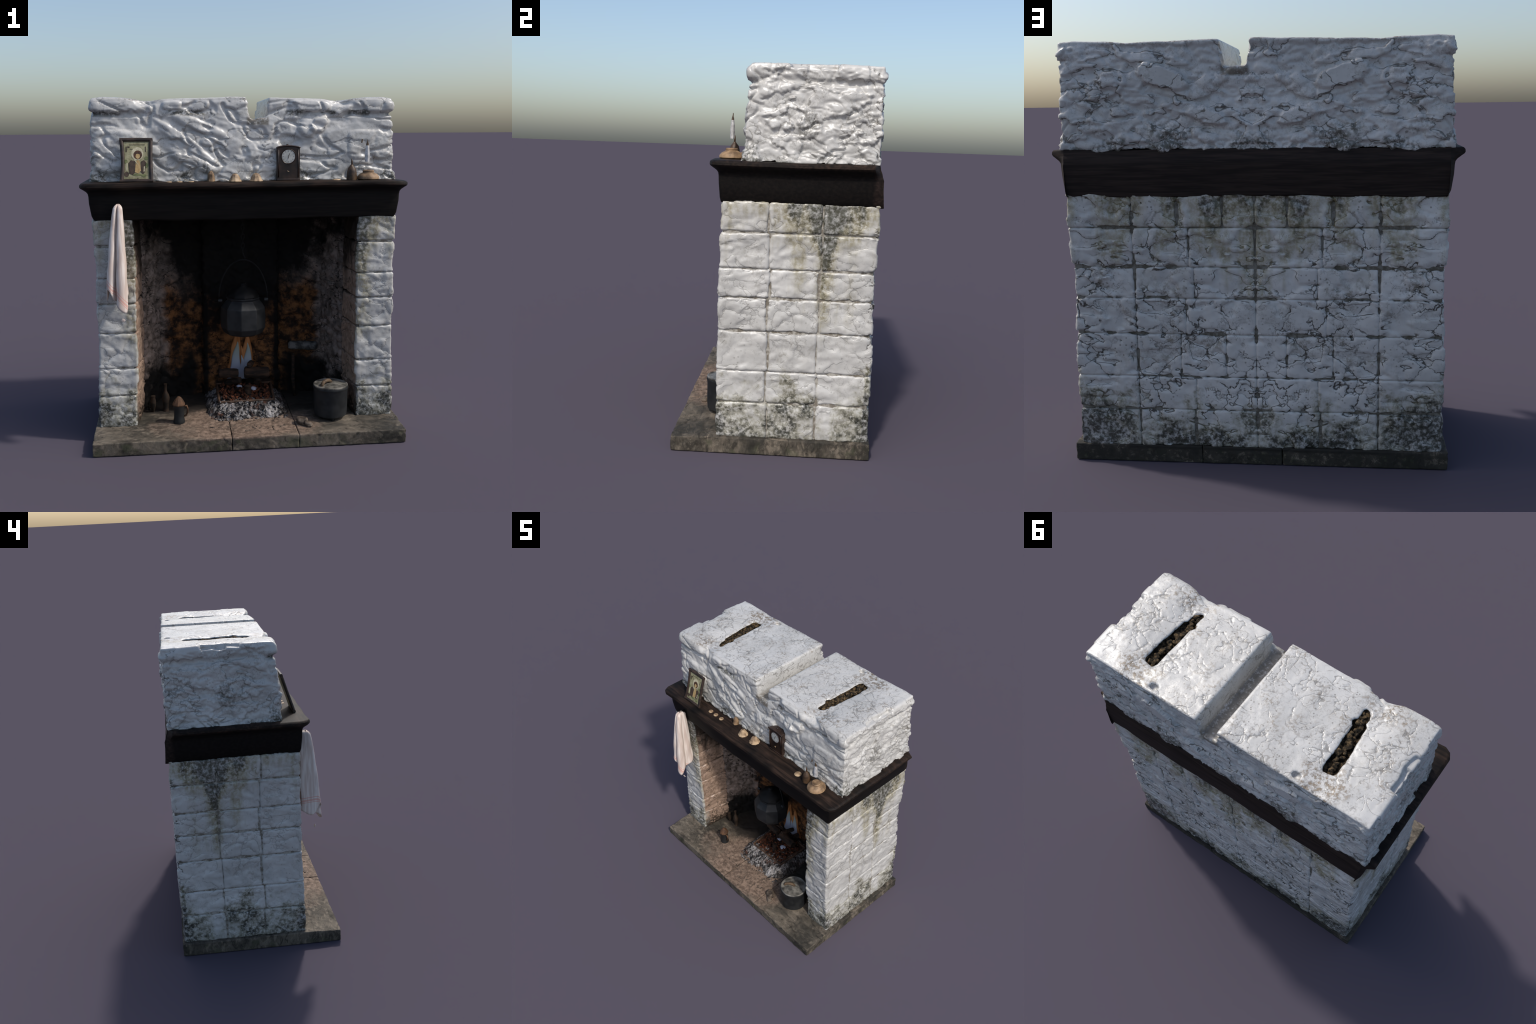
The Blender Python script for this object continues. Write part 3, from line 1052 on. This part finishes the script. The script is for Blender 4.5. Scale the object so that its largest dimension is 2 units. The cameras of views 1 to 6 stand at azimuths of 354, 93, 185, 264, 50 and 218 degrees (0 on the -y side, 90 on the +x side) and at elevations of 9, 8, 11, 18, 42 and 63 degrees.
# flakes of ash
parts = []
for k in range(260):
    u, v = r.uniform(-.22, .25), r.uniform(-.27, -.13)
    dx, dy = max(abs(u - .008) - .165, 0) / .085, max(-.125 - v, 0) / .125
    h = .068 * max(0, 1 - math.hypot(dx, dy) ** 1.15)
    V, F = box_shell((r.uniform(.004, .013), r.uniform(.002, .005), r.uniform(.0015, .004)), .02, .0015)
    parts.append(moved((V, F), (u, v, .088 + h), (r.uniform(-.6, .6), r.uniform(-.6, .6), r.uniform(0, 3.1))))
V, F = join(*parts)
ob = put("ash_flake", make_mesh("ash_flake", V, F, [M_ASH]), HOUSE)
ob["kind"] = "stuff"

# fire tray with a raised rim, leaning forward a little
TR = [(-.166, -.136), (.174, -.126), (.186, .145), (-.166, .15)]


def tray_z(y):
    return .152 + .07 * (y + .13)


parts = []
for i in range(4):
    a, b = TR[i], TR[(i + 1) % 4]
    parts.append(tube([(a[0], a[1], tray_z(a[1])), (b[0], b[1], tray_z(b[1]))], .009, 6))
V, F = hexa(TR, .09, .145, .05, .004)
V[:, 2] += .07 * (V[:, 1] + .13)
parts.append((V, F))
V, F = join(*parts)
put("fire_tray", make_mesh("fire_tray", V, F, [M_TRAY], True, 40), HOUSE)
parts = []
for k in range(230):
    u, v = r.uniform(-.15, .16), r.uniform(-.115, .13)
    sz = r.uniform(.007, .017)
    V, F = box_shell((sz, sz * r.uniform(.5, .9), sz * r.uniform(.4, .8)), .02, .005)
    parts.append(moved((V, F), (u, v, tray_z(v) + r.uniform(-.002, .012) + .016 * math.exp(-(u * u + (v - .04) ** 2) / .006)), (r.uniform(-1, 1), r.uniform(-1, 1), r.uniform(0, 3))))
V, F = join(*parts)
ob = put("ember", make_mesh("ember", V, F, [M_EMBER], True, 40), HOUSE)
ob["kind"] = "stuff"
# blue-white patches on the ember tray
for cx, cy, rr in ((-.03, .045, .022), (.055, .005, .026)):
    V, F = lathe([(0, -.01), (rr, -.006), (rr * .95, .006), (rr * .6, .012), (0, .014)], 14)
    V = disc_noise(V, .004, 120, 3)
    put("pale_tray_patch", make_mesh("pale_tray_patch", V, F, [M_CORE]), HOUSE, (cx, cy, tray_z(cy) + .016))


def log(p, q, rad, seed):
    p, q = Vector(p), Vector(q)
    m = 14
    pts = [p.lerp(q, t / m) for t in range(m + 1)]
    rr = [rad * (1 + .06 * math.sin(seed + t * 1.1) - (.18 if t in (0, m) else 0)) for t in range(m + 1)]
    V, F = tube(pts, rr, 16)
    V = disc_noise(V, .0015, 90, seed)
    put("log", make_mesh("log", V, F, [M_LOG], True, 45), HOUSE)


log((.005, .040, .282), (.164, .030, .277), .036, 1.0)
log((-.157, .045, .280), (-.032, .040, .277), .031, 2.0)
log((.036, .020, .332), (.062, .13, .318), .018, 3.0)
log((.03, .115, .165), (.115, .125, .285), .026, 4.0)
log((-.11, .10, .20), (-.02, .03, .235), .02, 5.0)
log((.02, -.055, .165), (.02, -.05, .225), .021, 6.0)
log((.08, .10, .18), (.10, .03, .25), .022, 7.0)


# flames: two tall tongues rising before the fire back
def tongue(cx, y, z0, z1, w, lean, name, mat, thick, seed):
    n, k = 26, 10
    V, F = [], []
    for i in range(n + 1):
        t = i / n
        z = z0 + (z1 - z0) * t
        hw = w * (1 - t) ** .8 * (1 + .10 * math.sin(9 * t + seed)) + .0008
        c = cx + lean * t + .006 * math.sin(7 * t + seed) * t
        for j in range(k):
            a = 2 * math.pi * j / k
            V.append((c + hw * math.cos(a), y + min(thick, hw) * math.sin(a), z))
    for i in range(n):
        for j in range(k):
            j2 = (j + 1) % k
            F.append((i * k + j, i * k + j2, (i + 1) * k + j2, (i + 1) * k + j))
    F.append(tuple(range(k))[::-1])
    F.append(tuple(range(n * k, n * k + k)))
    put(name, make_mesh(name, V, F, [mat]), HOUSE)


for cx, z1, w, ln, sd in ((-.042, .535, .066, .014, 1.0), (.042, .515, .062, -.008, 2.2), (.004, .42, .040, .003, 4.0)):
    tongue(cx, .176, .20, z1, w, ln, "flame", M_FLAME, .012, sd)
for cx, z1, w, ln, sd in ((-.042, .452, .050, .012, 1.0), (.044, .442, .044, -.006, 2.2), (.004, .36, .030, .002, 4.0)):
    tongue(cx, .164, .20, z1, w, ln, "flame_heart", M_CORE, .008, sd)

# ----------------------------------------------------------------------------- cauldron on its hook
CA = thing("hanging_cauldron", "black iron cauldron with lid hanging by its bail", "cooking pot", (-.006, -.05, .56))
prof = [(0, .0), (.085, .0), (.120, .014), (.139, .050), (.141, .120), (.138, .175), (.112, .208), (.098, .220), (.104, .230), (.104, .236), (.05, .236), (0, .236)]
V, F = lathe(prof, 9)
me = make_mesh("cauldron_body", V, F, [M_IRON], True, 24)
ob = put("cauldron_body", me, CA)
bv = ob.modifiers.new("b", "BEVEL")
bv.width, bv.segments, bv.limit_method, bv.angle_limit = .006, 2, "ANGLE", math.radians(20)
bake(ob)
V, F = lathe([(.100, .236), (.101, .244), (.090, .262), (.060, .285), (.026, .298), (.020, .304), (.022, .314), (.012, .322), (0, .323)], 10)
put("cauldron_lid", make_mesh("cauldron_lid", V, F, [M_SOOT], True, 30), CA)
arc = [(.150 * math.cos(math.pi * t / 24), 0, .222 + .245 * math.sin(math.pi * t / 24)) for t in range(25)]
V, F = tube(arc, .0042, 8)
put("bail_handle", make_mesh("bail_handle", V, F, [M_SOOT]), CA)
parts = [moved(lathe([(0, -.012), (.011, -.012), (.011, .012), (0, .012)], 10), (s * .142, 0, .215), (0, math.pi / 2, 0)) for s in (-1, 1)]
V, F = join(*parts)
put("bail_lug", make_mesh("bail_lug", V, F, [M_IRON], True, 40), CA)
# hook and chain up to the lintel
V, F = tube([(.0, 0, .452), (.012, 0, .462), (.014, 0, .478), (.006, 0, .492), (0, 0, .51), (0, 0, .54)], .0042, 8)
put("pot_hook", make_mesh("pot_hook", V, F, [M_SOOT]), CA)
lv, lf = tube([(.009 * math.cos(a), 0, .019 * math.sin(a)) for a in np.linspace(0, 2 * math.pi, 17)[:-1]], .003, 6, True)
lm = make_mesh("chain_link", lv, lf, [M_SOOT])
for k in range(8):
    put("chain_link", lm, CA, (0, 0, .553 + .029 * k), (0, 0, (k % 2) * math.pi / 2))

# ----------------------------------------------------------------------------- things on the hearth
PO = thing("lidded_cooking_pot", "round black iron pot with dull metal lid", "cooking pot", (.500, -.277, .086))
V, F = lathe([(0, .012), (.085, .012), (.098, .024), (.101, .06), (.102, .17), (.105, .186), (.107, .192), (.105, .198), (.10, .199), (0, .199)], 48)
put("pot_body", make_mesh("pot_body", V, F, [M_IRON], True, 40), PO)
V, F = lathe([(.101, .196), (.104, .200), (.1035, .206), (.097, .209), (.088, .205), (.06, .210), (.03, .214), (0, .215)], 48)
put("pot_lid", make_mesh("pot_lid", V, F, [M_LID], True, 45), PO)
arc = [(-.028 + .032 * math.cos(a), -.018 + .022 * math.cos(a), .207 + .026 * math.sin(a)) for a in np.linspace(0, math.pi, 13)]
V, F = tube(arc, [.011] * 13, 8)
put("lid_handle", make_mesh("lid_handle", V, F, [M_TIP]), PO)
parts = [moved(lathe([(0, 0), (.010, 0), (.013, .022), (0, .022)], 10), (.07 * math.cos(a), .07 * math.sin(a), -.004)) for a in (.5, 2.6, 4.7)]
V, F = join(*parts)
put("pot_foot", make_mesh("pot_foot", V, F, [M_IRON]), PO)

TA = thing("lidded_tankard", "small dark tankard with a rust brown conical lid", "jug", (-.415, -.260, .084))
V, F = lathe([(0, 0), (.034, 0), (.036, .006), (.031, .03), (.030, .07), (.034, .104), (.035, .110), (0, .110)], 20)
put("tankard_body", make_mesh("tankard_body", V, F, [M_IRON], True, 40), TA)
V, F = lathe([(.037, .108), (.039, .114), (.036, .122), (.026, .140), (.016, .153), (.008, .160), (0, .162)], 9)
put("tankard_lid", make_mesh("tankard_lid", V, F, [M_RUST], True, 25), TA)
V, F = tube([(.032, -.004, .10), (.046, -.004, .104), (.052, -.004, .085), (.050, -.004, .06), (.042, -.004, .045), (.031, -.004, .04)], .006, 8)
put("tankard_handle", make_mesh("tankard_handle", V, F, [M_RUST]), TA)

BO = thing("tall_dark_bottle", "slim dark stoneware bottle with long neck", "bottle", (-.495, -.062, .084))
V, F = lathe([(0, 0), (.020, 0), (.017, .02), (.019, .05), (.025, .085), (.020, .108), (.009, .130), (.008, .17), (.011, .176), (0, .178)], 14)
put("bottle_body", make_mesh("bottle_body", V, F, [M_SHADE_DARKENED], True, 40), BO)
SP = thing("small_wooden_spindle", "short worn wooden spindle standing in the corner", "spindle", (-.572, -.075, .084))
V, F = lathe([(0, 0), (.006, .004), (.010, .02), (.016, .04), (.018, .07), (.012, .098), (.015, .106), (0, .112)], 12)
put("spindle_body", make_mesh("spindle_body", V, F, [M_SHADE_DARKENED], True, 40), SP)

ST = thing("hearth_stone_lump", "two small brown stones lying on the hearth", "stone", (.325, -.385, .078))
for dx, dy, dz, a, b, c, sd in ((-.012, .018, .022, .034, .028, .024, 1), (.016, -.018, .016, .026, .017, .016, 4), (.022, -.034, .008, .014, .010, .010, 7)):
    V, F = box_shell((a, b, c), .007, min(a, b, c) * .8)
    V = disc_noise(V, .003, 95, sd)
    V, F = moved((V, F), (dx, dy, dz), (.1, .1, -.4))
    put("stone_lump", make_mesh("stone_lump", V, F, [M_PEBBLE], True, 50), ST)

# small litter of twigs and crumbs round the fire
parts = []
for k in range(110):
    a = r.uniform(0, 2 * math.pi)
    u, v = .02 + r.gauss(0, .16), -.30 + r.gauss(0, .06)
    if v < -.48 or abs(u) > .55:
        continue
    V, F = box_shell((r.uniform(.005, .02), r.uniform(.002, .005), r.uniform(.002, .004)), .02, .0015)
    parts.append(moved((V, F), (u, v, .082), (0, r.uniform(-.2, .2), a)))
V, F = join(*parts)
ob = put("twig_litter", make_mesh("twig_litter", V, F, [M_PEBBLE]), HOUSE)
ob["kind"] = "stuff"


# ----------------------------------------------------------------------------- towel on a peg
def towel():
    T = thing("linen_towel", "hanging cream linen towel with pink woven stripes", "towel", (-.728, -.335, 1.40))
    # plan of the pleats at the hem (x, y) and at the peg; hem height along the sheet
    hem = [(-.792, -.298), (-.803, -.372), (-.796, -.418), (-.772, -.424), (-.759, -.392), (-.750, -.386), (-.742, -.430), (-.716, -.440), (-.694, -.426),
           (-.690, -.392), (-.706, -.368), (-.690, -.326), (-.700, -.296)]
    peg = [(-.738, -.306), (-.744, -.345), (-.744, -.358), (-.736, -.366), (-.730, -.358), (-.727, -.358), (-.722, -.370), (-.713, -.368), (-.708, -.360),
           (-.708, -.350), (-.712, -.345), (-.710, -.330), (-.716, -.306)]
    low = [.90, .865, .935, .905, .868, .862, .842, .812, .805, .855, .86, .885, .90]
    n, sub = len(hem), 5

    def spline(A, t):
        A = np.array(A, float)
        k = min(int(t), n - 2)
        f = t - k
        p0, p1, p2, p3 = A[max(k - 1, 0)], A[k], A[k + 1], A[min(k + 2, n - 1)]
        return .5 * (2 * p1 + (p2 - p0) * f + (2 * p0 - 5 * p1 + 4 * p2 - p3) * f * f + (3 * p1 - p0 - 3 * p2 + p3) * f ** 3)
    V, F = [], []
    rows = 46
    cols = (n - 1) * sub + 1
    for i in range(rows + 1):
        t = i / rows
        # drop over the peg at the very top
        for j in range(cols):
            s = j / sub
            a, b, zl = spline(peg, s), spline(hem, s), float(spline(low, s))
            g = t ** .62
            p = a * (1 - g) + b * g
            z = 1.404 - (1.404 - zl) * t
            if t < .04:
                k = t / .04
                m = np.array([-.727, -.345])
                p = m + (p - m) * (.35 + .65 * math.sqrt(k))
            p = p + np.array([.0025 * math.sin(t * 17 + s * 2), .003 * math.sin(t * 13 + s * 1.3)]) * t
            V.append((p[0], p[1], z))
    for i in range(rows):
        for j in range(cols - 1):
            a = i * cols + j
            F.append((a, a + 1, a + cols + 1, a + cols))
    me = make_mesh("towel_cloth", V, F, [M_TOWEL])
    ob = bpy.data.objects.new("towel_cloth", me)
    COL.objects.link(ob)
    sd = ob.modifiers.new("s", "SOLIDIFY")
    sd.thickness, sd.offset = .0045, 0
    bake(ob)
    # cloth is modelled in place; keep Object coordinates by undoing the empty's offset
    ob.parent = T
    ob.matrix_parent_inverse = Matrix.Translation((.728, .335, -1.40))
    V, F = tube([(-.728, -.298, 1.392), (-.728, -.335, 1.394), (-.728, -.352, 1.400)], [.010, .009, .011], 10)
    pg = put("wooden_peg", make_mesh("wooden_peg", V, F, [M_FRAME]), T)
    pg.matrix_parent_inverse = Matrix.Translation((.728, .335, -1.40))
    V, F = box_shell((.010, .0015, .008), .02, .001)
    V, F = moved((V, F), (-.715, -.396, .754), (.2, .6, .3))
    fl = put("thread_scrap", make_mesh("thread_scrap", V, F, [M_TOWEL]), T)
    fl.matrix_parent_inverse = Matrix.Translation((.728, .335, -1.40))
    # tail of cloth behind, against the wall
    return T


towel()

# ----------------------------------------------------------------------------- things on the shelf
SH = 1.516


def circle(cx, cz, rx, rz, n=20, a0=0.0, a1=2 * math.pi):
    return [(cx + rx * math.cos(a0 + (a1 - a0) * k / n), cz + rz * math.sin(a0 + (a1 - a0) * k / n)) for k in range(n)]


def picture():
    T = thing("framed_picture", "small framed old painting of a standing robed figure", "picture", (-.6235, -.288, SH + .004))
    T.rotation_euler = (-math.atan2(.078, .245), 0, 0)
    W, H = .093, .256

    def bow(z):
        return .010 * math.sin(math.pi * min(1, max(0, z / H)))
    # frame: four moulded bars, the uprights bowed inwards
    L = []
    for s in (-1, 1):
        pts = [(s * (W - .009 - bow(z) * (.9 if s < 0 else .35)), 0, z) for z in np.linspace(.006, H - .006, 13)]
        V, F = tube(pts, .0115, 8)
        V[:, 1] *= .85
        put("frame_bar", make_mesh("frame_bar", V, F, [M_FRAME], True, 50), T)
    for z in (.009, H - .008):
        V, F = tube([(-W, 0, z), (0, 0, z + .001), (W, 0, z)], .0115, 8)
        V[:, 1] *= .85
        put("frame_bar", make_mesh("frame_bar", V, F, [M_FRAME], True, 50), T)
    V, F = box_shell((W - .012, .004, H / 2 - .008), .03, .002)
    put("picture_panel", make_mesh("picture_panel", V + np.array([.002, .004, H / 2]), F, [M_PAPER], True, 40), T)
    y = -.0008

    def paint(outline, mat, lift, name="painted_shape"):
        V, F = prism([(x * .001, z * .001 + .002) for x, z in outline], y - lift, .002)
        put(name, make_mesh(name, V, F, [mat], False), T)
    # generic figure, units are millimetres from the lower middle of the frame
    paint(circle(6, 165, 34, 38, 28), M_PALE, .0002)                                              # pale glory behind the head
    paint([(-40, 50), (-44, 110), (-30, 128), (-6, 122), (-4, 60), (-20, 42)], M_INK, .0005)      # dark robe, left half
    paint([(22, 62), (26, 118), (44, 128), (56, 112), (48, 60), (38, 44)], M_INK, .0005)          # right half
    paint([(-8, 58), (-2, 118), (10, 130), (20, 118), (26, 66), (10, 50)], M_SKIN, .0007)         # tunic
    paint(circle(9, 158, 24, 26, 24), M_HAIR, .0009)                                              # hair
    paint([(-4, 150), (0, 140), (9, 134), (18, 140), (22, 150), (18, 162), (9, 164), (0, 162)], M_SKIN, .0012)  # face
    paint([(-14, 166), (32, 166), (30, 171), (-12, 171)], M_INK, .0012)
    for a in ((-12, 128, 8, 104), (32, 128, 10, 104)):                                            # pale collar lines
        x0, z0, x1, z1 = a
        paint([(x0, z0), (x0 + 3, z0 + 2), (x1 + 2, z1), (x1, z1 - 3)], M_PALE, .0014)
    for cx, cz, rx, rz in ((-58, 120, 10, 12), (56, 138, 11, 11), (-54, 46, 13, 15), (58, 96, 9, 14)):
        paint(circle(cx, cz, rx, rz, 12), M_INK if cz < 60 else M_GREEN, .0005)
    paint([(-56, 66), (-50, 66), (-48, 112), (-55, 112)], M_PALE, .0006)
    paint([(40, 60), (46, 62), (48, 92), (42, 90)], M_PALE, .0008)
    paint(circle(6, 42, 26, 6, 16), M_GREEN, .0006)
    paint(circle(42, 38, 14, 9, 12), M_GREEN, .0005)
    paint(circle(8, 22, 3, 4, 10), M_INK, .0006)
    for x0, x1, z0, z1 in ((-58, -52, 176, 206), (50, 55, 176, 206), (-48, -36, 200, 208), (-40, 48, 216, 218), (-34, -18, 190, 192)):
        paint([(x0, z0), (x1, z0), (x1, z1), (x0, z1)], M_INK, .0005)


picture()


def clock():
    T = thing("mantel_clock", "small dark wooden mantel clock with white dial", "clock", (.2515, -.178, SH - .001))
    W, H, D = .068, .192, .026
    out = [(-W, 0), (W, 0), (W, H)] + [(W * math.cos(a), H + .014 * math.sin(a)) for a in np.linspace(.25, math.pi - .25, 9)] + [(-W, H)]
    V, F = prism(out, -D, D)
    me = make_mesh("clock_case", V, F, [M_CLOCK], True, 35)
    ob = put("clock_case", me, T)
    bv = ob.modifiers.new("b", "BEVEL")
    bv.width, bv.segments, bv.limit_method = .004, 3, "ANGLE"
    bake(ob)
    # cornice moulding across the top, plinth
    arch = [(W * 1.03 * math.cos(a), -D - .001, H - .004 + .013 * math.sin(a)) for a in np.linspace(.1, math.pi - .1, 15)]
    V, F = tube(arch, .005, 8)
    put("clock_moulding", make_mesh("clock_moulding", V, F, [M_CLOCK]), T)
    V, F = box_shell((W + .002, D + .003, .006), .02, .002)
    put("clock_plinth", make_mesh("clock_plinth", V + np.array([0, 0, .0062]), F, [M_CLOCK], True, 40), T)
    for s in (-1, 1):
        V, F = tube([(s * (W - .010), -D - .001, .02), (s * (W - .010), -D - .001, H - .012)], .0035, 6)
        put("clock_moulding", make_mesh("clock_moulding", V, F, [M_CLOCK]), T)
    cz = .141
    V, F = lathe([(0, -.002), (.043, -.002), (.0445, .002), (.042, .005), (.0395, .003), (.0385, .001), (0, .001)], 40)
    R = (math.pi / 2, 0, 0)
    put("dial_bezel", make_mesh("dial_bezel", V, F, [M_CLOCK], True, 40), T, (0, -D, cz), R)
    V, F = lathe([(0, 0), (.0392, 0), (.0385, .003), (0, .0035)], 40)
    put("clock_dial", make_mesh("clock_dial", V, F, [M_DIAL], True, 40), T, (0, -D, cz), R)
    parts = []
    for k in range(12):
        a = k * math.pi / 6
        V, F = box_shell((.0010, .0006, .0030), .02, .0003)
        parts.append(moved((V, F), (.031 * math.sin(a), -D - .0036, cz + .031 * math.cos(a)), (0, a, 0)))
    V, F = join(*parts)
    put("hour_mark", make_mesh("hour_mark", V, F, [M_INK]), T)
    for a, l, w in ((.42, .021, .0011), (math.pi + .1, .012, .0014), (.1, .006, .001)):
        V, F = box_shell((w, .0006, l / 2), .02, .0004)
        V = V + np.array([0, 0, l / 2])
        put("clock_hand", make_mesh("clock_hand", V, F, [M_INK]), T, (0, -D - .0046, cz), (0, a, 0))
    V, F = box_shell((.006, .002, .0022), .02, .001)
    put("brass_catch", make_mesh("brass_catch", V, F, [M_BONE]), T, (-.002, -D - .002, .055), (0, .35, 0))
    V, F = lathe([(0, -.004), (.007, -.004), (.006, .003), (0, .005)], 10)
    put("clock_finial", make_mesh("clock_finial", V, F, [M_CLOCK]), T, (-.002, .0, H + .016))


clock()

# three pierced discs
V, F = lathe([(0, 0), (.016, 0), (.018, .002), (.017, .005), (.010, .0065), (.004, .006), (.003, .004), (0, .004)], 20)
dm = make_mesh("bone_disc", V, F, [M_BONE], True, 40)
for x in (-.443, -.383, -.317):
    t = thing("bone_button", "small round cream bone button with a hole", "button", (x, -.245, SH - .001))
    put("bone_disc", dm, t)
    V, F = lathe([(0, 0), (.0022, 0), (.0022, .0012), (0, .0012)], 8)
    put("button_hole", make_mesh("button_hole", V, F, [M_INK]), t, (0, 0, .0055))

# worn lump of horn standing by the wall
t = thing("horn_stub", "broken stub of pale brown horn", "horn", (-.198, -.198, SH - .002))
V, F = lathe([(0, 0), (.026, 0), (.022, .02), (.017, .042), (.013, .058), (.004, .066), (0, .067)], 7)
put("horn_piece", make_mesh("horn_piece", disc_noise(V, .003, 70, 2), F, [M_CLAY], True, 25), t)

# two little faceted cups turned over
for x, y, sc in ((-.064, -.243, 1.0), (.058, -.238, 1.05)):
    t = thing("small_cup", "little cream ceramic cup turned upside down", "cup", (x, y, SH - .001))
    V, F = lathe([(0, 0), (.038, 0), (.039, .005), (.032, .012), (.027, .026), (.018, .040), (.008, .046), (0, .045)], 9)
    put("cup_body", make_mesh("cup_body", V * sc, F, [M_BONE], True, 25), t, rot=(0, 0, x * 9))
    V, F = lathe([(0, 0), (.005, 0), (.004, .003), (0, .003)], 8)
    put("cup_hole", make_mesh("cup_hole", V, F, [M_INK]), t, (0, 0, .0452 * sc))

t = thing("flat_stone_disc", "flat oval cream pebble", "pebble", (.528, -.247, SH - .001))
V, F = lathe([(0, 0), (.020, 0), (.026, .004), (.022, .009), (0, .011)], 20)
put("pebble_body", make_mesh("pebble_body", V, F, [M_BONE], True, 50), t)

t = thing("brown_bottle", "small brown glazed bottle with thin stopper", "bottle", (.618, -.250, SH - .001))
V, F = lathe([(0, 0), (.030, 0), (.031, .01), (.028, .05), (.022, .072), (.010, .086), (.007, .092), (0, .093)], 12)
put("bottle_body", make_mesh("bottle_body", V, F, [M_BOTTLE], True, 30), t)
V, F = tube([(0, 0, .085), (.001, 0, .105), (-.001, 0, .118), (-.003, 0, .127)], [.0045, .0055, .004, .002], 7)
put("bottle_stopper", make_mesh("bottle_stopper", V, F, [M_BOTTLE]), t)

t = thing("round_clay_pot", "squat tan clay pot with a pale candle above", "pot", (.716, -.254, SH - .001))
V, F = lathe([(0, 0), (.050, 0), (.065, .010), (.064, .022), (.052, .036), (.036, .044), (.032, .047), (.033, .056), (.028, .060), (.018, .057), (0, .055)], 24)
put("pot_body", make_mesh("pot_body", V, F, [M_CLAY], True, 40), t)
V, F = lathe([(0, .108), (.014, .108), (.017, .130), (.015, .165), (.011, .195), (.009, .203)], 6, 1, .75)
put("candle_stub", make_mesh("candle_stub", V, F, [M_BLADE], True, 25), t, (-.008, .0, 0))
V, F = lathe([(.0095, .200), (.008, .212), (.003, .225), (0, .241)], 6, 1, .75)
put("candle_tip", make_mesh("candle_tip", V, F, [M_TIP], True, 25), t, (-.008, .0, 0))
V, F = box_shell((.004, .002, .011), .02, .001)
put("wick_scrap", make_mesh("wick_scrap", V, F, [M_TIP]), t, (-.041, -.002, .228), (0, .2, 0))
